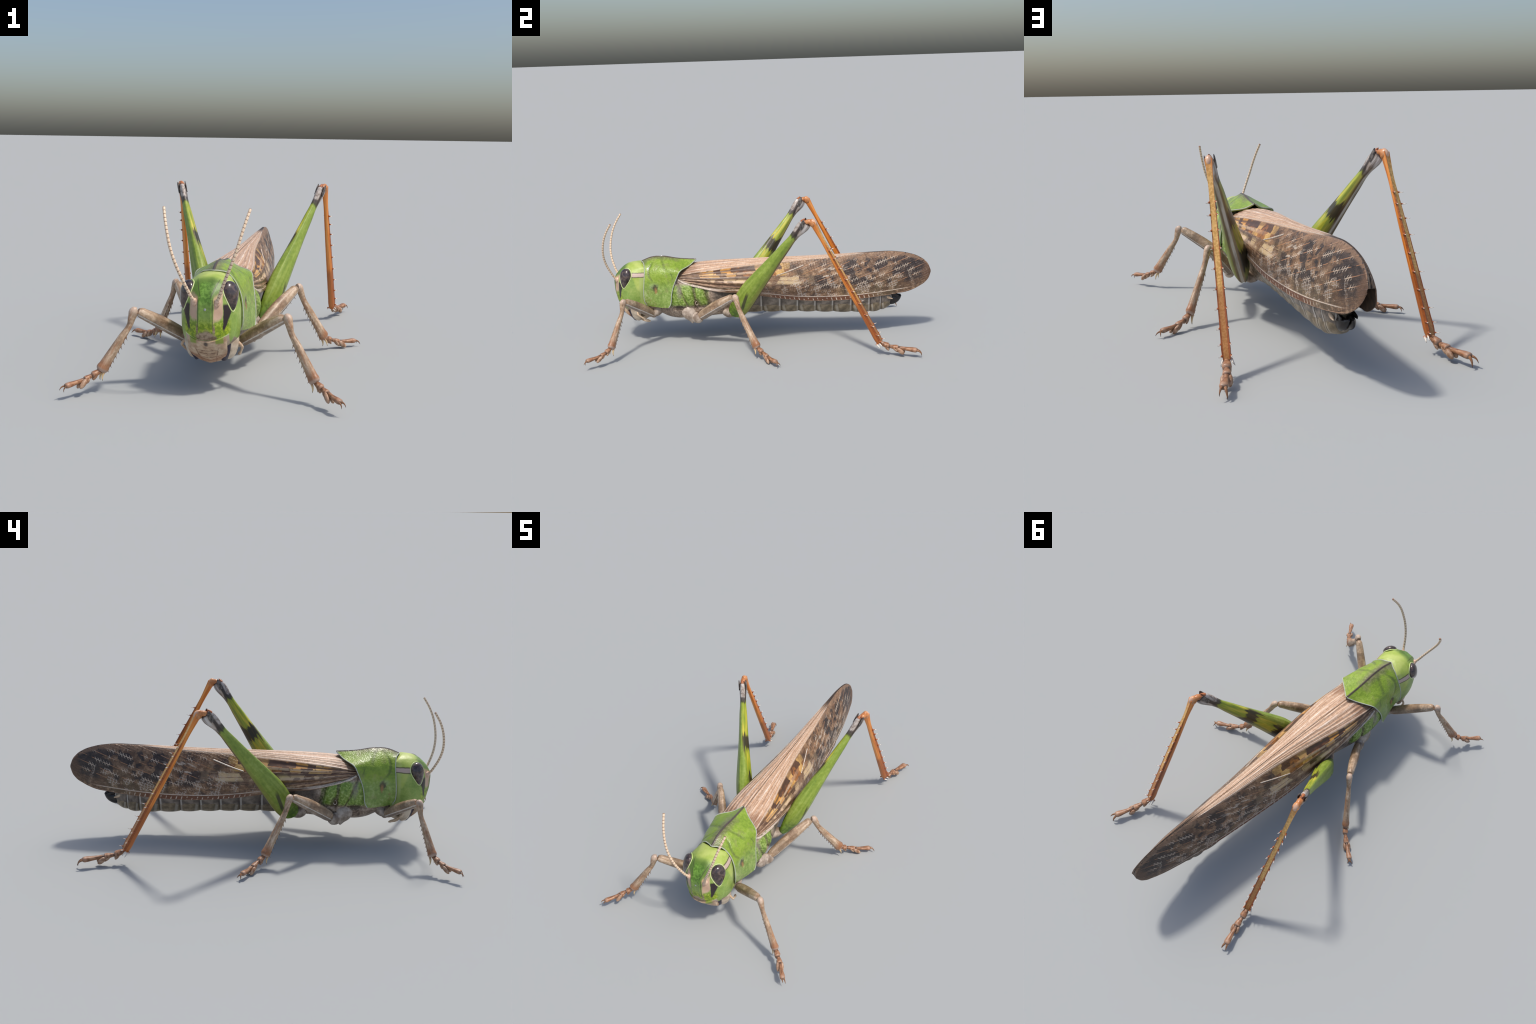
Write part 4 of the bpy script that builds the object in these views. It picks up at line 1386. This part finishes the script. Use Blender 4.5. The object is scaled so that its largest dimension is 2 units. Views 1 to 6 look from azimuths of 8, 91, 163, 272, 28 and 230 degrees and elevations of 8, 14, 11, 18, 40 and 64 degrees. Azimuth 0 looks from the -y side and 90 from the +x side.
def build_legs(root):
    sp_w = unit_spike('spine', M['spine'])
    sp_r = unit_spike('spine_base', M['rust'], .05)
    sp_b = unit_spike('small_spine', M['spineb'])
    sp_u = unit_spike('spur', M['spur'], .14)
    sp_s = unit_spike('white_spur', M['spurw'], .05)
    sp_c = unit_spike('claw', M['claw'], .22)
    made = []

    # ------------------------------------------------ forelegs
    base, knee, te = np.array((.108, -.672, .184)), np.array((.293, -.793, .317)), np.array((.424, -.866, .088))
    n = np.cross(knee - base, te - knee); n /= np.linalg.norm(n)
    fd = (knee - base) / np.linalg.norm(knee - base)
    up = np.cross(n, fd)
    if up[2] < 0: up = -up
    v, f = join([tube([(.066, -.615, .225), (.076, -.632, .205), (.088, -.650, .186), (.096, -.660, .176)], [.026, .029, .025, .018], (0, 1, 0), n=18),
                 ellipsoid((.098, -.664, .180), fd * .021, up * .0235, n * .021, 18, 12)])
    leg = make_obj('foreleg', v, f, M['coxa'], root)
    # femur section: rounded above, flat flange below
    sec = [(1.0, 0), (.88, .5), (.55, .85), (.1, 1), (-.35, .95), (-.62, .86), (-.72, .55), (-.98, .42), (-1.0, 0),
           (-.98, -.42), (-.72, -.55), (-.62, -.86), (-.35, -.95), (.1, -1), (.55, -.85), (.88, -.5)]
    L = np.linalg.norm(knee - base)
    path = [base + fd * L * t + up * .004 * math.sin(math.pi * t) for t in (0, .05, .2, .45, .7, .88, .96, 1.0)]
    limb('femur', path, [(.019, .017), (.0235, .020), (.0265, .0225), (.0275, .0225), (.0255, .021), (.0225, .019), (.020, .017), (.013, .012)], up, M['fem'], leg, section=sec)
    td = te - knee
    tb = np.cross(n, td / np.linalg.norm(td))
    if tb[1] > 0: tb = -tb                                   # outer (front/upper) edge direction
    path = [knee + fd * .006, knee + fd * .013 + td * .02, knee + fd * .010 + td * .10, knee + td * .22, knee + td * .45, knee + td * .7, knee + td * .9, knee + td * .985, knee + td * 1.01]
    limb('tibia', path, [(.014, .012), (.019, .016), (.0165, .0145), (.0120, .0115), (.0155, .013), (.0195, .015), (.0225, .017), (.0235, .018), (.018, .014)], tb, M['tibF'], leg)
    inner = -tb
    for i, t in enumerate(np.linspace(.40, .93, 8)):
        for s in (-1, 1):
            b = knee + td * t + inner * (.0125 + .010 * (t - .4)) + n * s * .007
            place(sp_b, 'spine', leg, b, b + inner * .011 + td / np.linalg.norm(td) * .011 + n * s * .004, .85, td)
    for s, L in ((-1, .032), (1, .038)):
        b = te + inner * .012 + n * s * .009
        place(sp_u, 'spur', leg, b, b + td / np.linalg.norm(td) * L + inner * .012 + n * s * .006, .95, -inner)
    tarsus(leg, te, (.454, -.892, .073), (.475, -.915, .062), (.528, -.987, .053), [(.530, -.992, .030), (.547, -.996, .038)], (.25, -.15, .95), sp_c, .92)
    made.append(leg)

    # ------------------------------------------------ midlegs
    base, knee, te = np.array((.142, -.382, .170)), np.array((.282, -.178, .323)), np.array((.411, -.046, .062))
    n = np.cross(knee - base, te - knee); n /= np.linalg.norm(n)
    fd = (knee - base) / np.linalg.norm(knee - base)
    up = np.cross(n, fd)
    if up[2] < 0: up = -up
    v, f = join([tube([(.098, -.462, .222), (.112, -.455, .200), (.122, -.446, .176), (.125, -.436, .150), (.125, -.432, .124)],
                      [(.034, .024), (.044, .030), (.040, .029), (.024, .020), (.005, .005)], (0, 1, .1), n=20),
                 tube([(.118, -.435, .178), (.128, -.415, .162), (.140, -.393, .160), (.146, -.380, .168)], [(.024, .022), (.031, .026), (.031, .026), (.024, .022)], (0, .3, 1), n=18)])
    leg = make_obj('midleg', v, f, M['coxa'], root)
    L = np.linalg.norm(knee - base)
    path = [base + fd * L * t + up * .004 * math.sin(math.pi * t) for t in (0, .05, .2, .45, .7, .88, .96, 1.0)]
    limb('femur', path, [(.022, .017), (.027, .020), (.030, .023), (.032, .024), (.029, .022), (.0235, .019), (.021, .017), (.013, .012)], up, M['fem'], leg, section=sec)
    for t in (.5, .62, .74, .86):
        b = base + fd * L * t - up * .026 - n * .004
        place(sp_b, 'spine', leg, b, b - up * .012 + fd * .004, .9, fd)
    td = te - knee
    tb = np.cross(n, td / np.linalg.norm(td))
    if tb[1] < 0: tb = -tb
    path = [knee + fd * .006, knee + fd * .013 + td * .02, knee + fd * .012 + td * .09, knee + fd * .004 + td * .20, knee + td * .45, knee + td * .7, knee + td * .9, knee + td * .985, knee + td * 1.01]
    limb('tibia', path, [(.014, .012), (.019, .016), (.017, .015), (.0140, .0120), (.0180, .0135), (.0205, .015), (.0235, .017), (.0245, .018), (.018, .014)], tb, M['tibM'], leg)
    inner = -tb
    for i, t in enumerate(np.linspace(.36, .95, 9)):
        for s in (-1, 1):
            b = knee + td * t + inner * (.0135 + .010 * (t - .4)) + n * s * .007
            place(sp_b, 'spine', leg, b, b + inner * .012 + td / np.linalg.norm(td) * .013 + n * s * .004, .85, td)
    for s, L in ((-1, .034), (1, .040)):
        b = te + inner * .012 + n * s * .010
        place(sp_u, 'spur', leg, b, b + td / np.linalg.norm(td) * L + inner * .012 + n * s * .006, .95, -inner)
    tarsus(leg, te, (.441, -.017, .045), (.481, .011, .0305), (.557, .060, .027), [(.562, .082, .008), (.582, .062, .008)], (.2, .15, .96), sp_c, .95)
    made.append(leg)

    # ------------------------------------------------ hind legs
    b0, kn, te = np.array((.130, -.170, .190)), np.array((.365, .250, .760)), np.array((.409, .643, .066))
    n = np.cross(kn - b0, te - kn); n /= np.linalg.norm(n)      # points inwards (-x)
    fd = (kn - b0) / np.linalg.norm(kn - b0)
    u = np.cross(n, fd)                                         # rear edge
    v, f = join([tube([(.050, -.235, .180), (.070, -.225, .172), (.092, -.205, .172), (.108, -.188, .180)], [(.030, .034), (.032, .036), (.028, .032), (.018, .02)], (0, .6, .8), n=18),
                 ellipsoid((.105, -.195, .172), (.020, 0, 0), (0, .026, 0), (0, 0, .022), 16, 10)])
    leg = make_obj('hindleg', v, f, M['coxa'], root)
    #        s     front   rear   half thickness
    FEM = np.array([
        (-.040, -.018, .004, .008), (-.030, -.034, .020, .016), (0, -.049, .046, .025), (.05, -.057, .056, .031), (.11, -.064, .055, .0345), (.165, -.068, .050, .0345),
        (.25, -.063, .042, .031), (.35, -.053, .034, .0265), (.45, -.044, .026, .022), (.55, -.036, .019, .0185), (.62, -.031, .0145, .0165),
        (.655, -.033, .017, .0175), (.69, -.037, .025, .0195), (.72, -.036, .030, .0195), (.738, -.031, .027, .018), (.746, -.026, .020, .014)])
    unit = [(-1, .28), (-.72, .58), (-.42, .74), (-.05, 1.0), (.28, .93), (.62, .80), (.9, .60), (1.0, .42)]
    unit = unit + [(a, -b) for a, b in unit[::-1]]
    ring_u = []
    for i in range(len(unit)):
        a, b = np.array(unit[i]), np.array(unit[(i + 1) % len(unit)])
        for t in (0, .34, .67):
            ring_u.append(a + (b - a) * t)
    ring_u = np.array(ring_u)
    # soften the corners a little
    for _ in range(1):
        ring_u = .25 * np.roll(ring_u, 1, 0) + .5 * ring_u + .25 * np.roll(ring_u, -1, 0)
    sq = np.unique(np.concatenate([np.linspace(-.04, .746, 70), FEM[:, 0]]))
    T = spline(FEM[:, 0], FEM[:, 1:], sq)
    T[:, 2] *= 1 + .24 * smooth(sq, .0, .06) * smooth(sq, .66, .56) + .13 * smooth(sq, .0, .06) * smooth(sq, .45, .2)
    rings = []
    for s, (e0, e1, th) in zip(sq, T):
        ring = []
        for a, b in ring_u:
            uu = (e0 + e1) / 2 + (e1 - e0) / 2 * a
            chan = .004 * math.exp(-(b / .25) ** 2) * (a > .6) * (s < .62)
            ring.append(b0 + fd * s + u * (uu - chan) + (-n) * b * th)
        rings.append(ring)
    v, f = loft(rings)
    mt = Matrix((Vector(fd), Vector(u), Vector(-n))).transposed().to_4x4()
    mt.translation = Vector(b0)
    make_obj('femur', v, f, M['hfem'], leg, mt, sharp=24)
    # knee lobes either side of the joint
    for s in (-1, 1):
        c = b0 + fd * .728 + u * -.006 + (-n) * s * .0195
        v, f = tube([c - fd * .03, c - fd * .005 - u * .004, c + fd * .014 - u * .010, c + fd * .026 - u * .016], [(.010, .0035), (.012, .004), (.009, .0035), (.003, .0015)], u, n=12)
        make_obj('knee_lobe', v, f, M['kneeflap'], leg)
    # orange hinge skin inside the fork
    v, f = ellipsoid(b0 + fd * .741 - u * .006, fd * .013, u * .019, n * .0135, 18, 12)
    make_obj('knee_hinge', v, f, M['orange'], leg)
    v, f = spike(b0 + fd * .732 - u * .025, b0 + fd * .759 - u * .022, .0105, n=10)
    make_obj('knee_hinge', v, f, M['orange'], leg)
    # ball of the tibia
    ball = np.array((.373, .279, .763))
    td = te - ball
    tl = np.linalg.norm(td); tn = td / tl
    rear = np.cross(n, tn)
    if rear[1] < 0: rear = -rear
    rear_v = rear
    v, f = join([ellipsoid(ball + tn * .006, tn * .026, rear_v * .0215, n * .0175, 22, 14),
                 tube([kn + fd * -.012, kn + fd * .004, ball], [.0135, .0145, .014], u, n=14)])
    make_obj('knee_ball', v, f, M['ball'], leg, frame_at(ball, tn, rear_v))
    # tibia: flat rear face with two keels
    secT = [(1.0, .55), (1.05, .95), (.80, 1.0), (.3, .98), (-.4, .82), (-.85, .5), (-1, 0)]
    secT = secT + [(a, -b) for a, b in secT[-2::-1]]
    ts = (0, .06, .14, .25, .45, .7, .9, .97, 1.0)
    path = [ball + td * t for t in ts]
    v, f = tube(path, [(.017, .015), (.0145, .0125), (.0115, .0105), (.0125, .0115), (.0155, .0135), (.0170, .0155), (.0180, .0165), (.0185, .0170), (.015, .014)],
                rear_v, section=secT, steps=40)
    make_obj('tibia', v, f, M['htib'], leg, frame_at(path[0], td, rear_v), sharp=40)
    for t in (.225, .29, .37, .46, .56, .66, .755, .85, .925, .98):
        for s in (-1, 1):
            hw = .0115 + .005 * t
            b = ball + td * t + rear_v * (hw * .95) + n * s * (hw * .92)
            b = b - rear_v * .003
            tip = b + rear_v * .024 + n * s * .0115 + tn * .009
            # rusty foot of the spine then the white thorn
            place(sp_r, 'spine_base', leg, b, b + (tip - b) * .52, 2.2, tn)
            place(sp_w, 'spine', leg, b, tip, .66, tn)
    for s in (-1, 1):
        for off, L, out_ in ((.002, .034, .016), (-.016, .038, .020)):
            b = te + rear_v * off + n * s * .013 - tn * .006
            place(sp_s, 'spur', leg, b, b + tn * L * .75 + rear_v * (.012 if off > 0 else .016) + n * s * out_ * .7, .9, rear_v)
    j0 = te + rear_v * .006
    tarsus(leg, j0, (.425, .695, .052), (.437, .744, .046), (.474, .845, .041), [(.494, .866, .018), (.466, .869, .004)], (0.05, .05, 1), sp_c, 1.12)
    made.append(leg)

    # ------------------------------------------------ left side: same meshes, mirrored
    for leg in made:
        c = twin(leg, root, True)
        for ch in list(leg.children):
            twin(ch, c, False)


def main():
    for ob in list(bpy.data.objects):
        bpy.data.objects.remove(ob)
    build_materials()
    root = bpy.data.objects.new('locust', None)
    bpy.context.collection.objects.link(root)
    root['label'] = 'green locust with mottled brown wings, orange hind shins, long antennae'
    root['category'] = 'grasshopper'
    build_head(root)
    build_antennae(root)
    build_pronotum(root)
    build_thorax(root)
    build_abdomen(root)
    build_wings(root)
    build_legs(root)


main()
